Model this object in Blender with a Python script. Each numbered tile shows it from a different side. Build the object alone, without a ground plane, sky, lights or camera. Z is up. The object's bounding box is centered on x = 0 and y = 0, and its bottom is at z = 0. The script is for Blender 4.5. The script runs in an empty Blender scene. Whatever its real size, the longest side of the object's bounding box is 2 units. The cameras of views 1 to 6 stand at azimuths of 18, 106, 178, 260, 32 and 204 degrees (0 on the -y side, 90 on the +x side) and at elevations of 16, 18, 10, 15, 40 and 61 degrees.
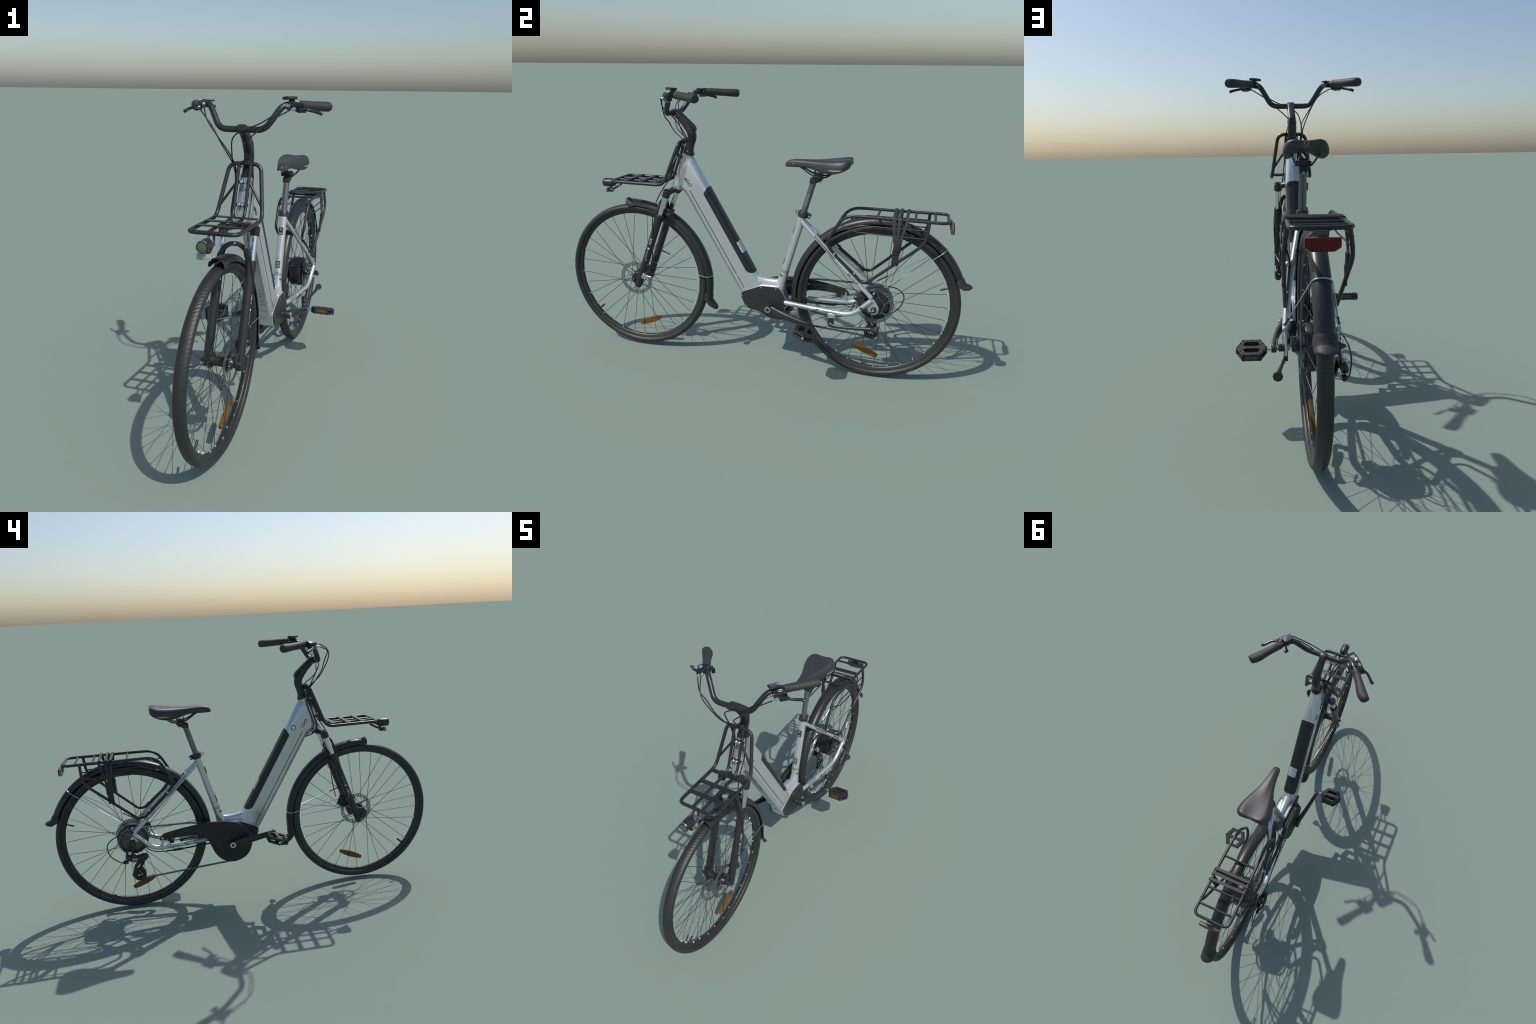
import bpy, bmesh, math, random
from mathutils import Vector, Matrix
random.seed(7)
V = Vector

# ------------------------------------------------------------------ materials
def make_mat(name, col, rough=0.5, metal=0.0, vary=0.08, vscale=30.0, bump=0.0, bscale=300.0,
             coat=0.0, trans=0.0, spec=0.5, custom=None):
    m = bpy.data.materials.new(name); m.use_nodes = True
    nt = m.node_tree; N = nt.nodes; L = nt.links
    b = N["Principled BSDF"]
    b.inputs["Roughness"].default_value = rough
    b.inputs["Metallic"].default_value = metal
    b.inputs["Coat Weight"].default_value = coat
    b.inputs["Coat Roughness"].default_value = 0.12
    b.inputs["Transmission Weight"].default_value = trans
    b.inputs["Specular IOR Level"].default_value = spec
    tc = N.new("ShaderNodeTexCoord")
    nz = N.new("ShaderNodeTexNoise"); nz.inputs["Scale"].default_value = vscale
    nz.inputs["Detail"].default_value = 4
    L.new(tc.outputs["Object"], nz.inputs["Vector"])
    cr = N.new("ShaderNodeValToRGB")
    cr.color_ramp.elements[0].position = 0.3; cr.color_ramp.elements[1].position = 0.7
    cr.color_ramp.elements[0].color = [c * (1 - vary) for c in col] + [1]
    cr.color_ramp.elements[1].color = [min(1, c * (1 + vary)) for c in col] + [1]
    L.new(nz.outputs["Fac"], cr.inputs["Fac"])
    L.new(cr.outputs["Color"], b.inputs["Base Color"])
    if bump:
        n2 = N.new("ShaderNodeTexNoise"); n2.inputs["Scale"].default_value = bscale
        L.new(tc.outputs["Object"], n2.inputs["Vector"])
        bp = N.new("ShaderNodeBump"); bp.inputs["Strength"].default_value = bump
        bp.inputs["Distance"].default_value = 0.001
        L.new(n2.outputs["Fac"], bp.inputs["Height"]); L.new(bp.outputs["Normal"], b.inputs["Normal"])
    if custom: custom(nt, b, tc, cr)
    return m

def rubber_ribs(nt, b, tc, cr):
    N, L = nt.nodes, nt.links
    w = N.new("ShaderNodeTexWave"); w.inputs["Scale"].default_value = 45; w.inputs["Distortion"].default_value = 1.5
    L.new(tc.outputs["Object"], w.inputs["Vector"])
    bp = N.new("ShaderNodeBump"); bp.inputs["Strength"].default_value = 0.12; bp.inputs["Distance"].default_value = 0.001
    L.new(w.outputs["Fac"], bp.inputs["Height"]); L.new(bp.outputs["Normal"], b.inputs["Normal"])

def prism(nt, b, tc, cr):
    """retro-reflector prism grain"""
    N, L = nt.nodes, nt.links
    v = N.new("ShaderNodeTexVoronoi"); v.inputs["Scale"].default_value = 480
    L.new(tc.outputs["Object"], v.inputs["Vector"])
    mx = N.new("ShaderNodeMix"); mx.data_type = "RGBA"; mx.blend_type = "MULTIPLY"
    mx.inputs[0].default_value = 0.45
    L.new(cr.outputs["Color"], mx.inputs[6]); L.new(v.outputs["Color"], mx.inputs[7])
    L.new(mx.outputs[2], b.inputs["Base Color"])

SILVER = make_mat("silver_paint", (0.57, 0.60, 0.61), 0.25, 0.62, 0.015, 8)
BLACK = make_mat("black_satin", (0.019, 0.019, 0.020), 0.38, 0.0, 0.1)
GLOSS = make_mat("black_gloss", (0.012, 0.012, 0.016), 0.3, 0.0, 0.08, coat=0.1)
PLASTIC = make_mat("black_plastic", (0.018, 0.018, 0.019), 0.55, 0.0, 0.1, bump=0.05)
PLATE = make_mat("dark_plate", (0.019, 0.020, 0.020), 0.5, 0.0, 0.08)
TYRE = make_mat("tyre_rubber", (0.021, 0.021, 0.021), 0.48, 0.0, 0.1, bump=0.05, bscale=600)
RUBBER = make_mat("black_rubber", (0.024, 0.024, 0.025), 0.6, 0.0, 0.1)
GRIP = make_mat("grip_rubber", (0.027, 0.027, 0.028), 0.62, 0.0, 0.08, custom=rubber_ribs)
LEATHER = make_mat("saddle_cover", (0.031, 0.031, 0.034), 0.46, 0.0, 0.06, bump=0.08, bscale=500)
RIM = make_mat("rim_black", (0.050, 0.048, 0.047), 0.40, 0.6, 0.1)
CHROME = make_mat("chrome", (0.58, 0.67, 0.68), 0.28, 1.0, 0.04)
NIPPLE = make_mat("nipple_alloy", (0.40, 0.54, 0.54), 0.5, 0.6, 0.05)  # grey alloy tinted teal: the green ground's reflection is baked into the colour
STEEL = make_mat("steel_grey", (0.21, 0.22, 0.22), 0.42, 0.9, 0.12)
DARKSTEEL = make_mat("dark_steel", (0.085, 0.083, 0.082), 0.42, 0.7, 0.25, 200)
CHAINMAT = make_mat("chain_steel", (0.15, 0.148, 0.145), 0.4, 0.75, 0.25, 200)
SPOKE = make_mat("spoke_black", (0.035, 0.033, 0.032), 0.4, 0.3, 0.1)
POST = make_mat("seat_post_grey", (0.16, 0.17, 0.17), 0.36, 0.75, 0.05)
STANCHION = make_mat("stanchion_chrome", (0.72, 0.76, 0.76), 0.12, 1.0, 0.02)
AMBER = make_mat("amber_reflector", (0.18, 0.078, 0.003), 0.3, 0.0, 0.15, 120, custom=prism)
RED = make_mat("red_reflector", (0.135, 0.011, 0.006), 0.45, 0.0, 0.12, 120, spec=0.25, custom=prism)
CLEAR = make_mat("clear_reflector", (0.42, 0.46, 0.46), 0.2, 0.0, 0.1, custom=prism)
TAIL = make_mat("tail_housing", (0.17, 0.15, 0.15), 0.25, 0.0, 0.1)
LENS = make_mat("lamp_lens", (0.10, 0.12, 0.12), 0.08, 0.2, 0.1, coat=0.6)
WHITE = make_mat("white_print", (0.62, 0.63, 0.64), 0.5, 0.0, 0.05)
GREYPRINT = make_mat("grey_print", (0.30, 0.31, 0.32), 0.5, 0.0, 0.05)
LIGHTGREY = make_mat("pale_grey_print", (0.36, 0.39, 0.40), 0.3, 0.6, 0.05)
LABEL = make_mat("paper_label", (0.52, 0.54, 0.60), 0.5, 0.0, 0.05)
BLACKPRINT = make_mat("black_print", (0.022, 0.022, 0.022), 0.5, 0.0, 0.05)
BATT = make_mat("battery_black", (0.013, 0.0135, 0.016), 0.42, 0.0, 0.18, 400, bump=0.1, bscale=900)
SCREEN = make_mat("display_screen", (0.06, 0.075, 0.085), 0.12, 0.0, 0.05, coat=0.4)
BLUECAP = make_mat("blue_cap", (0.012, 0.012, 0.11), 0.3, 0.0, 0.1)

# ------------------------------------------------------------------ hierarchy
def empty(name, parent=None, loc=(0, 0, 0)):
    o = bpy.data.objects.new(name, None); o.empty_display_size = 0.05
    bpy.context.scene.collection.objects.link(o); o.location = loc
    if parent:
        o.parent = parent; o.location = V(loc) - wloc[parent.name]
    wloc[o.name] = V(loc)
    return o
wloc = {}
bike = empty("electric_city_bicycle")
bike["label"] = "silver step-through electric city bicycle with black racks and fenders"
bike["category"] = "electric bicycle"

def obj(name, verts, faces, mat, parent=bike, angle=35, origin=None, smooth=True, kind=None):
    me = bpy.data.meshes.new(name)
    o0 = V(origin) if origin is not None else V((0, 0, 0))
    me.from_pydata([tuple(V(v) - o0) for v in verts], [], faces); me.update()
    bm = bmesh.new(); bm.from_mesh(me)
    bmesh.ops.recalc_face_normals(bm, faces=bm.faces); bm.to_mesh(me); bm.free()
    return link(name, me, mat, parent, angle, o0, smooth, kind)

def link(name, me, mat, parent=bike, angle=35, o0=V((0, 0, 0)), smooth=True, kind=None):
    if mat is not None and not me.materials: me.materials.append(mat)
    if smooth:
        me.polygons.foreach_set("use_smooth", [True] * len(me.polygons))
        me.set_sharp_from_angle(angle=math.radians(angle))
    o = bpy.data.objects.new(name, me)
    bpy.context.scene.collection.objects.link(o)
    o.parent = parent; o.location = V(o0) - wloc[parent.name]
    wloc[o.name] = V(o0)
    if kind: o["kind"] = kind
    return o

class Geo:
    """collects geometry of one mesh"""
    def __init__(s): s.v, s.f = [], []
    def add(s, vf):
        n = len(s.v); s.v += [V(p) for p in vf[0]]; s.f += [tuple(i + n for i in f) for f in vf[1]]; return s
    def make(s, name, mat, parent=bike, **k): return obj(name, s.v, s.f, mat, parent, **k)

# ------------------------------------------------------------------ shapes
def fillet(pts, r, seg=6, closed=False):
    pts = [V(p) for p in pts]; n = len(pts); out = []
    for i, p in enumerate(pts):
        if not closed and i in (0, n - 1): out.append(p); continue
        a, c = pts[i - 1], pts[(i + 1) % n]
        rr = r[i] if isinstance(r, (list, tuple)) else r
        d1, d2 = (a - p), (c - p)
        t = min(rr, d1.length * 0.49, d2.length * 0.49)
        if t < 1e-6: out.append(p); continue
        p1, p2 = p + d1.normalized() * t, p + d2.normalized() * t
        for k in range(seg + 1):
            u = k / seg
            out.append(p1 * (1 - u) ** 2 + p * 2 * u * (1 - u) + p2 * u * u)
    return out

def spline(pts, per=6):
    pts = [V(p) for p in pts]; P = [2 * pts[0] - pts[1]] + pts + [2 * pts[-1] - pts[-2]]
    out = []
    for i in range(1, len(P) - 2):
        a, b, c, d = P[i - 1:i + 3]
        for k in range(per):
            t = k / per
            out.append(0.5 * (2 * b + (c - a) * t + (2 * a - 5 * b + 4 * c - d) * t * t + (3 * b - a - 3 * c + d) * t ** 3))
    out.append(pts[-1]); return out

def lerp_list(vals, n):
    if isinstance(vals, (int, float)): return [vals] * n
    out = []
    for i in range(n):
        u = i / (n - 1) * (len(vals) - 1); k = min(int(u), len(vals) - 2); out.append(vals[k] + (vals[k + 1] - vals[k]) * (u - k))
    return out

def sweep(path, ra, rb=None, seg=14, closed=False, up=None, power=2.0, cap=True):
    """tube along path; ra = radius across 'side', rb = radius along 'up'"""
    path = [V(p) for p in path]; n = len(path)
    ra = lerp_list(ra, n); rb = lerp_list(rb, n) if rb is not None else ra
    T = []
    for i in range(n):
        if closed: t = path[(i + 1) % n] - path[i - 1]
        else: t = path[min(i + 1, n - 1)] - path[max(i - 1, 0)]
        T.append(t.normalized())
    ref = V(up) if up is not None else (V((1, 0, 0)) if abs(T[0].x) < 0.9 else V((0, 0, 1)))
    U = (ref - T[0] * ref.dot(T[0])).normalized()
    verts, faces = [], []
    for i in range(n):
        if up is not None: U = (V(up) - T[i] * V(up).dot(T[i])).normalized()
        else: U = (U - T[i] * U.dot(T[i])).normalized()
        S = T[i].cross(U)
        for k in range(seg):
            a = 2 * math.pi * k / seg; c, s = math.cos(a), math.sin(a)
            if power != 2.0:
                c = math.copysign(abs(c) ** (2 / power), c); s = math.copysign(abs(s) ** (2 / power), s)
            verts.append(path[i] + S * (ra[i] * c) + U * (rb[i] * s))
    rng = n if closed else n - 1
    for i in range(rng):
        j = (i + 1) % n
        for k in range(seg):
            l = (k + 1) % seg
            faces.append((i * seg + k, i * seg + l, j * seg + l, j * seg + k))
    if cap and not closed:
        faces.append(tuple(range(seg))); faces.append(tuple(range((n - 1) * seg, n * seg)))
    return verts, faces

def lathe(profile, axis_point, axis=(1, 0, 0), seg=40, closed=False):
    """profile of (along-axis, radius)"""
    A = V(axis).normalized(); ref = V((0, 0, 1)) if abs(A.z) < 0.9 else V((0, 1, 0))
    U = (ref - A * ref.dot(A)).normalized(); W = A.cross(U); c0 = V(axis_point)
    verts, faces = [], []; n = len(profile)
    for (t, r) in profile:
        for k in range(seg):
            a = 2 * math.pi * k / seg
            verts.append(c0 + A * t + U * (r * math.cos(a)) + W * (r * math.sin(a)))
    for i in range(n if closed else n - 1):
        j = (i + 1) % n
        for k in range(seg):
            l = (k + 1) % seg
            faces.append((i * seg + k, i * seg + l, j * seg + l, j * seg + k))
    if not closed:
        faces.append(tuple(range(seg))); faces.append(tuple(range((n - 1) * seg, n * seg)))
    return verts, faces

def cyl(a, b, r, r2=None, seg=16, bev=0.0):
    a, b = V(a), V(b); L = (b - a).length; r2 = r if r2 is None else r2
    e = bev if bev else min(r, L) * 0.12
    return lathe([(0, r - e), (e, r), (L - e, r2), (L, r2 - e)], a, b - a, seg)

def prism_x(outline, x0, x1, bev=0.0015, inset=None):
    """(y,z) outline extruded along x with a chamfered rim"""
    pts = [V((0, p[0], p[1])) for p in outline]; n = len(pts)
    area = sum(pts[i - 1].y * pts[i].z - pts[i].y * pts[i - 1].z for i in range(n))
    if area < 0: pts.reverse()
    off = []
    for i in range(n):
        a, b, c = pts[i - 1], pts[i], pts[(i + 1) % n]
        d1, d2 = (b - a), (c - b)
        d = (d1.normalized() + d2.normalized())
        d = d.normalized() if d.length > 1e-6 else V((0, 1, 0))
        off.append(V((0, -d.z, d.y)))
    verts, faces = [], []
    sg = 1 if x1 > x0 else -1
    for x, ins in ((x0, bev), (x0 + sg * bev, 0), (x1 - sg * bev, 0), (x1, bev)):
        for p, o in zip(pts, off): verts.append(V((x, 0, 0)) + p + o * ins)
    for k in range(3):
        for i in range(n):
            j = (i + 1) % n
            faces.append((k * n + i, k * n + j, (k + 1) * n + j, (k + 1) * n + i))
    faces.append(tuple(range(n))); faces.append(tuple(range(3 * n, 4 * n)))
    return verts, faces

def round2(outline, r, seg=5):
    return [(p.y, p.z) for p in fillet([(0, a, b) for a, b in outline], r, seg, closed=True)]

def box(c, sx, sy, sz, rot=None, bev=0.002):
    """chamfered box; rot is a 3x3 matrix"""
    bm = bmesh.new(); bmesh.ops.create_cube(bm, size=1.0)
    for v in bm.verts: v.co = V((v.co.x * sx, v.co.y * sy, v.co.z * sz))
    if bev: bmesh.ops.bevel(bm, geom=list(bm.edges), offset=min(bev, min(sx, sy, sz) * 0.45), segments=2, affect='EDGES', profile=0.6)
    R = rot if rot is not None else Matrix.Identity(3)
    bm.verts.index_update()
    vs = [V(c) + R @ v.co for v in bm.verts]; fs = [tuple(v.index for v in f.verts) for f in bm.faces]
    bm.free(); return vs, fs

def frame_rot(xdir, zdir):
    """rotation whose local x is along xdir, local z close to zdir"""
    X = V(xdir).normalized(); Z = (V(zdir) - X * V(zdir).dot(X)).normalized(); Y = Z.cross(X)
    return Matrix((X, Y, Z)).transposed()

def arc_angles(a0, a1, n): return [math.radians(a0 + (a1 - a0) * i / (n - 1)) for i in range(n)]

def text(name, body, size, fn, mat, parent, depth=0.0005, shear=0.0, stretch=1.0, space=1.0, sub=0):
    """lettering laid on a surface: fn(u, v, w) -> world point, centred on u=v=0"""
    cu = bpy.data.curves.new(name, "FONT"); cu.body = body; cu.size = size; cu.extrude = depth
    cu.align_x = "CENTER"; cu.align_y = "CENTER"; cu.shear = shear; cu.space_character = space
    cu.resolution_u = 3
    t = bpy.data.objects.new(name + "_tmp", cu); bpy.context.scene.collection.objects.link(t)
    dg = bpy.context.evaluated_depsgraph_get()
    me = bpy.data.meshes.new_from_object(t.evaluated_get(dg))
    bpy.data.objects.remove(t); bpy.data.curves.remove(cu)
    for v in me.vertices: v.co = fn(v.co.x * stretch, v.co.y, v.co.z)
    me.name = name; me.materials.clear()
    return link(name, me, mat, parent, smooth=False)

def bolts(name, places, r, h, mat, parent):
    """round-headed bolts sharing one mesh; places = (point, direction)"""
    v, f = lathe([(-h, r * 0.8), (0, r), (h * 0.5, r), (h * 0.9, r * 0.75), (h, r * 0.35), (h * 0.75, r * 0.3)], (0, 0, 0), (0, 0, 1), 14)
    first = obj(name, v, f, mat, parent); me = first.data
    for i, (p, d) in enumerate(places):
        o = first if i == 0 else first.copy()
        if i: bpy.context.scene.collection.objects.link(o)
        o.parent = parent
        o.matrix_local = Matrix.Translation(V(p) - wloc[parent.name]) @ V(d).to_track_quat("Z", "Y").to_matrix().to_4x4()
    return first

# ------------------------------------------------------------------ key places (y, z in the bike's plane)
FA = V((0, -0.6245, 0.384))           # front axle
RA = V((0, 0.5805, 0.377))            # rear axle
BB = V((0, 0.083, 0.3125))             # crank axis
D2, N2 = V((0, 0.4988, -0.8667)), V((0, 0.8667, 0.4988))   # along / across the down tube
def DT(s, n, x=0.0): return V((x, 0, 0)) + D2 * s + N2 * n
def seat_axis(z): return V((0, 0.1385 + 0.2857 * (z - 0.465), z))
HT, HB = V((0, -0.331, 1.022)), V((0, -0.396, 0.857))      # head tube
HD = (HB - HT).normalized()

# ================================================================== wheels
def wheel(C, R, rear):
    w = empty("wheel", bike, C)
    # tyre
    # round casing; the crown carries swept-back tread bars cut between shallow grooves
    rc, hw, seg, m, pitch = R - 0.0160, 0.0234, 1120, 46, 7
    v, f = [], []
    for k in range(seg):
        for j in range(m):
            a = math.radians(-48 + 276 * j / (m - 1))
            x, r = hw * math.cos(a), rc + (0.0160 * math.sin(a) if a < math.pi and a > 0 else 0.0195 * math.sin(a))
            ax = abs(x)
            if a > 0 and a < math.pi and 0.0012 < ax < 0.0195:
                ph = (k + ax * 430) / pitch
                fade = min(1, (0.0195 - ax) / 0.003, (ax - 0.0012) / 0.002)
                r -= 0.0008 * fade * max(0.0, math.sin(2 * math.pi * ph)) ** 0.6
            elif 0.0195 <= ax < 0.0212 and 0 < a < math.pi: x *= 0.985
            t = 2 * math.pi * k / seg
            v.append(C + V((x, r * math.cos(t), r * math.sin(t))))
    for k in range(seg):
        l = (k + 1) % seg
        for j in range(m):
            i = (j + 1) % m; f.append((k * m + j, k * m + i, l * m + i, l * m + j))
    obj("tyre", v, f, TYRE, w, angle=60, origin=C)
    # rim
    side = [(0.0120, 0.3560), (0.0150, 0.3565), (0.0158, 0.3550), (0.0152, 0.3520), (0.0125, 0.3430), (0.0095, 0.3350), (0.0070, 0.3305), (0.0045, 0.3292)]
    rp = side + [(0, 0.3288)] + [(-x, r) for x, r in reversed(side)]
    v, f = lathe(rp, C, (1, 0, 0), 144, closed=True)
    obj("rim", v, f, RIM, w, angle=50, origin=C)
    # spokes
    if rear: flanges = ((0.033, 0.070), (-0.035, 0.070)); off = 1.65
    else: flanges = ((0.030, 0.0305), (-0.038, 0.0305)); off = 1.3
    nips, count = [], 32
    for i in range(count):
        a = math.radians(off + 360 / count * i)
        x, fr = flanges[i % 2]
        sgn = -1 if (i // 2) % 2 else 1
        b = a + sgn * math.radians(22 if rear else 68)
        p0 = C + V((x, fr * math.cos(b), fr * math.sin(b)))
        e = 0.003 * (1 if i % 2 == 0 else -1)
        p1 = C + V((e, 0.329 * math.cos(a), 0.329 * math.sin(a)))
        obj("spoke", *cyl(p0, p1, 0.00125, seg=6), SPOKE, w)
        d = (p0 - p1).normalized(); nips.append((p1 + d * 0.0015, d))
    v, f = lathe([(-0.006, 0.0032), (0.0, 0.0032), (0.001, 0.0027), (0.0065, 0.0025)], (0, 0, 0), (0, 0, 1), 8)
    first = obj("spoke_nipple", v, f, NIPPLE, w)
    for i, (p, d) in enumerate(nips):
        o = first if i == 0 else first.copy()
        if i: bpy.context.scene.collection.objects.link(o)
        o.parent = w
        o.matrix_local = Matrix.Translation(p - C) @ d.to_track_quat("Z", "Y").to_matrix().to_4x4()
    return w

def rotor(C, x, R, parent, inner, arms=6):
    """drilled brake disc: wavy outer ring with holes, curved arms, carrier ring"""
    t = 0.0009; g = Geo(); n = 24
    # braking band as ladder of two wavy rims joined by bridges so that the holes are real
    def ring(r0, r1, seg=144, wave=0.0):
        vs, fs = [], []
        for k in range(seg):
            a = 2 * math.pi * k / seg; q = wave * math.sin(12 * a)
            for (xx, rr) in ((x - t, r0 + q), (x - t, r1 + q), (x + t, r1 + q), (x + t, r0 + q)):
                vs.append(C + V((xx, rr * math.cos(a), rr * math.sin(a))))
        for k in range(seg):
            l = (k + 1) % seg
            for j in range(4): fs.append((k * 4 + j, k * 4 + (j + 1) % 4, l * 4 + (j + 1) % 4, l * 4 + j))
        return vs, fs
    g.add(ring(R - 0.0042, R, wave=0.0012)); g.add(ring(R - 0.0105, R - 0.0078)); g.add(ring(R - 0.0175, R - 0.0135, wave=0.0012)); g.add(ring(inner, inner + 0.007))
    def strut(a0, r0, a1, r1, w):
        p0 = C + V((x, r0 * math.cos(a0), r0 * math.sin(a0))); p1 = C + V((x, r1 * math.cos(a1), r1 * math.sin(a1)))
        return sweep([p0, p1], w, t * 0.9, seg=6, up=(1, 0, 0))
    for k in range(36):
        a = 2 * math.pi * k / 36
        g.add(strut(a, R - 0.009, a + 0.03, R - 0.003, 0.0026)); g.add(strut(a + 0.08, R - 0.016, a + 0.05, R - 0.009, 0.0022))
    for k in range(arms):
        a = 2 * math.pi * k / arms
        pts = [C + V((x, r * math.cos(a + b), r * math.sin(a + b))) for r, b in ((inner + 0.003, 0), (inner * 0.55 + R * 0.45 - 0.008, 0.30), (R - 0.015, 0.42))]
        g.add(sweep(spline(pts, 5), 0.0032, t * 0.9, seg=6, up=(1, 0, 0)))
    return g.make("brake_disc", STEEL, parent, angle=30)

fw = wheel(FA, 0.3757, False)
rw = wheel(RA, 0.377, True)
# front hub
obj("hub", *lathe([(-0.062, 0.006), (-0.054, 0.007), (-0.053, 0.013), (-0.046, 0.015), (-0.044, 0.031), (-0.038, 0.032), (-0.035, 0.022), (-0.02, 0.0185), (0.01, 0.0185),
                   (0.024, 0.022), (0.026, 0.033), (0.031, 0.033), (0.034, 0.022), (0.046, 0.019), (0.054, 0.013), (0.055, 0.007), (0.066, 0.006)], FA, (1, 0, 0), 36), BLACK, fw)
rotor(FA, 0.041, 0.0855, fw, 0.024)
bolts("disc_bolt", [(FA + V((0.043, 0.027 * math.cos(a), 0.027 * math.sin(a))), (1, 0, 0)) for a in [k * math.pi / 3 for k in range(6)]], 0.0035, 0.002, CHROME, fw)
# rear hub motor with freewheel
hub = obj("hub_motor", *lathe([(-0.050, 0.02), (-0.046, 0.05), (-0.036, 0.064), (-0.0335, 0.0745), (-0.031, 0.078), (-0.006, 0.079), (-0.005, 0.0775), (-0.003, 0.0775), (-0.002, 0.079), (0.018, 0.078), (0.024, 0.0755),
                   (0.030, 0.069), (0.036, 0.058), (0.0375, 0.042), (0.043, 0.038), (0.045, 0.030), (0.052, 0.018), (0.066, 0.014)], RA, (1, 0, 0), 64), GLOSS, rw)
obj("hub_trim_ring", *lathe([(0.0185, 0.0785), (0.0190, 0.0795), (0.0215, 0.0792), (0.022, 0.077)], RA, (1, 0, 0), 64, closed=True), DARKSTEEL, rw)
rotor(RA, 0.041, 0.0855, rw, 0.036)
# cassette
for r, x in ((0.064, -0.046), (0.058, -0.0505), (0.052, -0.055), (0.046, -0.0595), (0.040, -0.064), (0.034, -0.0685), (0.028, -0.073)):
    g = Geo(); teeth = int(r * 520); pts = []
    for k in range(teeth * 4):
        a = 2 * math.pi * k / (teeth * 4)
        rr = r if k % 4 in (0, 1) else r - 0.0055
        pts.append((RA.y + rr * math.cos(a), RA.z + rr * math.sin(a)))
    g.add(prism_x(pts, x - 0.001, x + 0.001, 0.0003))
    g.add(lathe([(x - 0.0022, r - 0.014), (x + 0.0022, r - 0.014)], V((0, RA.y, RA.z)), (1, 0, 0), 24))
    g.make("sprocket", CHAINMAT, rw, angle=25)
# valves
for C, a, w in ((FA, math.degrees(math.atan2(0.179 - 0.384, -0.867 + 0.6245)), fw), (RA, math.degrees(math.atan2(0.477 - 0.377, 0.882 - 0.5805)), rw)):
    d = V((0, math.cos(math.radians(a)), math.sin(math.radians(a))))
    g = Geo(); g.add(cyl(C + d * 0.333, C + d * 0.315, 0.0042, seg=10)); g.add(cyl(C + d * 0.316, C + d * 0.294, 0.0052, 0.0044, seg=10))
    g.make("valve", PLASTIC, w)
# spoke reflectors: long hexagonal amber strips
for C, p, q, w in ((FA, (-0.637, 0.114), (-0.517, 0.164), fw), (RA, (0.489, 0.151), (0.603, 0.101), rw)):
    p, q = V((0, *p)), V((0, *q)); d = (q - p).normalized(); e = V((0, -d.z, d.y)); L = (q - p).length
    out = []
    for u, h in ((0, 0.008), (0.22, 0.0135), (0.5, 0.0155), (0.78, 0.0135), (1, 0.008)): out.append(p + d * (u * L) + e * h)
    for u, h in ((1, 0.008), (0.78, 0.0135), (0.5, 0.0155), (0.22, 0.0135), (0, 0.008)): out.append(p + d * (u * L) - e * h)
    obj("wheel_reflector", *prism_x([(t.y, t.z) for t in out], -0.0065, 0.0065, 0.001), AMBER, w, origin=(p + q) / 2)

# ================================================================== frame
fr = empty("frame", bike, (0, 0.0, 0.3))
# down tube, one loft from the head tube to the motor case
def dt_section(w, n0, n1, rt, ch, chn):
    half = [(0.0, n1), ((w - rt) * 0.5, n1 - 0.0008)]
    for k in range(7):
        a = math.radians(90 - 90 * k / 6)
        half.append((w - rt + rt * math.cos(a), n1 - 0.002 - rt + rt * math.sin(a)))
    half += [(w, (n1 - rt + n0 + chn) / 2), (w, n0 + chn), (w - ch * 0.5, n0 + chn * 0.42), (w - ch, n0), ((w - ch) * 0.55, n0), ((w - ch) * 0.5, n0 + 0.0015), (0.0, n0 + 0.0015)]
    return half
stations = [  # s, n_low, n_high, half width, top rounding, chamfer
    (-1.043, 0.196, 0.233, 0.020, 0.0175, 0.012), (-1.030, 0.182, 0.2365, 0.0265, 0.024, 0.012), (-1.000, 0.150, 0.2365, 0.0290, 0.026, 0.012), (-0.965, 0.118, 0.2365, 0.0312, 0.026, 0.012), (-0.940, 0.104, 0.2362, 0.0325, 0.024, 0.012),
    (-0.925, 0.110, 0.236, 0.0332, 0.023, 0.012), (-0.905, 0.119, 0.2358, 0.0338, 0.021, 0.012), (-0.88, 0.121, 0.2354, 0.034, 0.019, 0.012), (-0.6, 0.121, 0.2354, 0.034, 0.018, 0.012),
    (-0.43, 0.121, 0.2354, 0.034, 0.018, 0.012), (-0.36, 0.121, 0.2345, 0.0345, 0.02, 0.012), (-0.325, 0.121, 0.234, 0.0355, 0.02, 0.012), (-0.300, 0.127, 0.230, 0.036, 0.02, 0.012)]
verts, faces = [], []; per = None
for s, n0, n1, w, rt, ch in stations:
    h = dt_section(w, n0, n1, rt, ch, 0.016)
    ring = [DT(s, n, x) for x, n in h] + [DT(s, n, -x) for x, n in reversed(h[1:-1])]
    per = len(ring); verts += ring
for i in range(len(stations) - 1):
    for k in range(per):
        l = (k + 1) % per; faces.append((i * per + k, i * per + l, (i + 1) * per + l, (i + 1) * per + k))
faces += [tuple(range(per)), tuple(range((len(stations) - 1) * per, len(stations) * per))]
obj("down_tube", verts, faces, SILVER, fr, angle=28)
obj("head_tube", *lathe([(0, 0.0255), (0.001, 0.0265), (0.018, 0.0268), (0.020, 0.0255), (0.15, 0.0262), (0.155, 0.0275), (0.176, 0.0275), (0.178, 0.0262)], HT, HD, 40), SILVER, fr)
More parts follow.
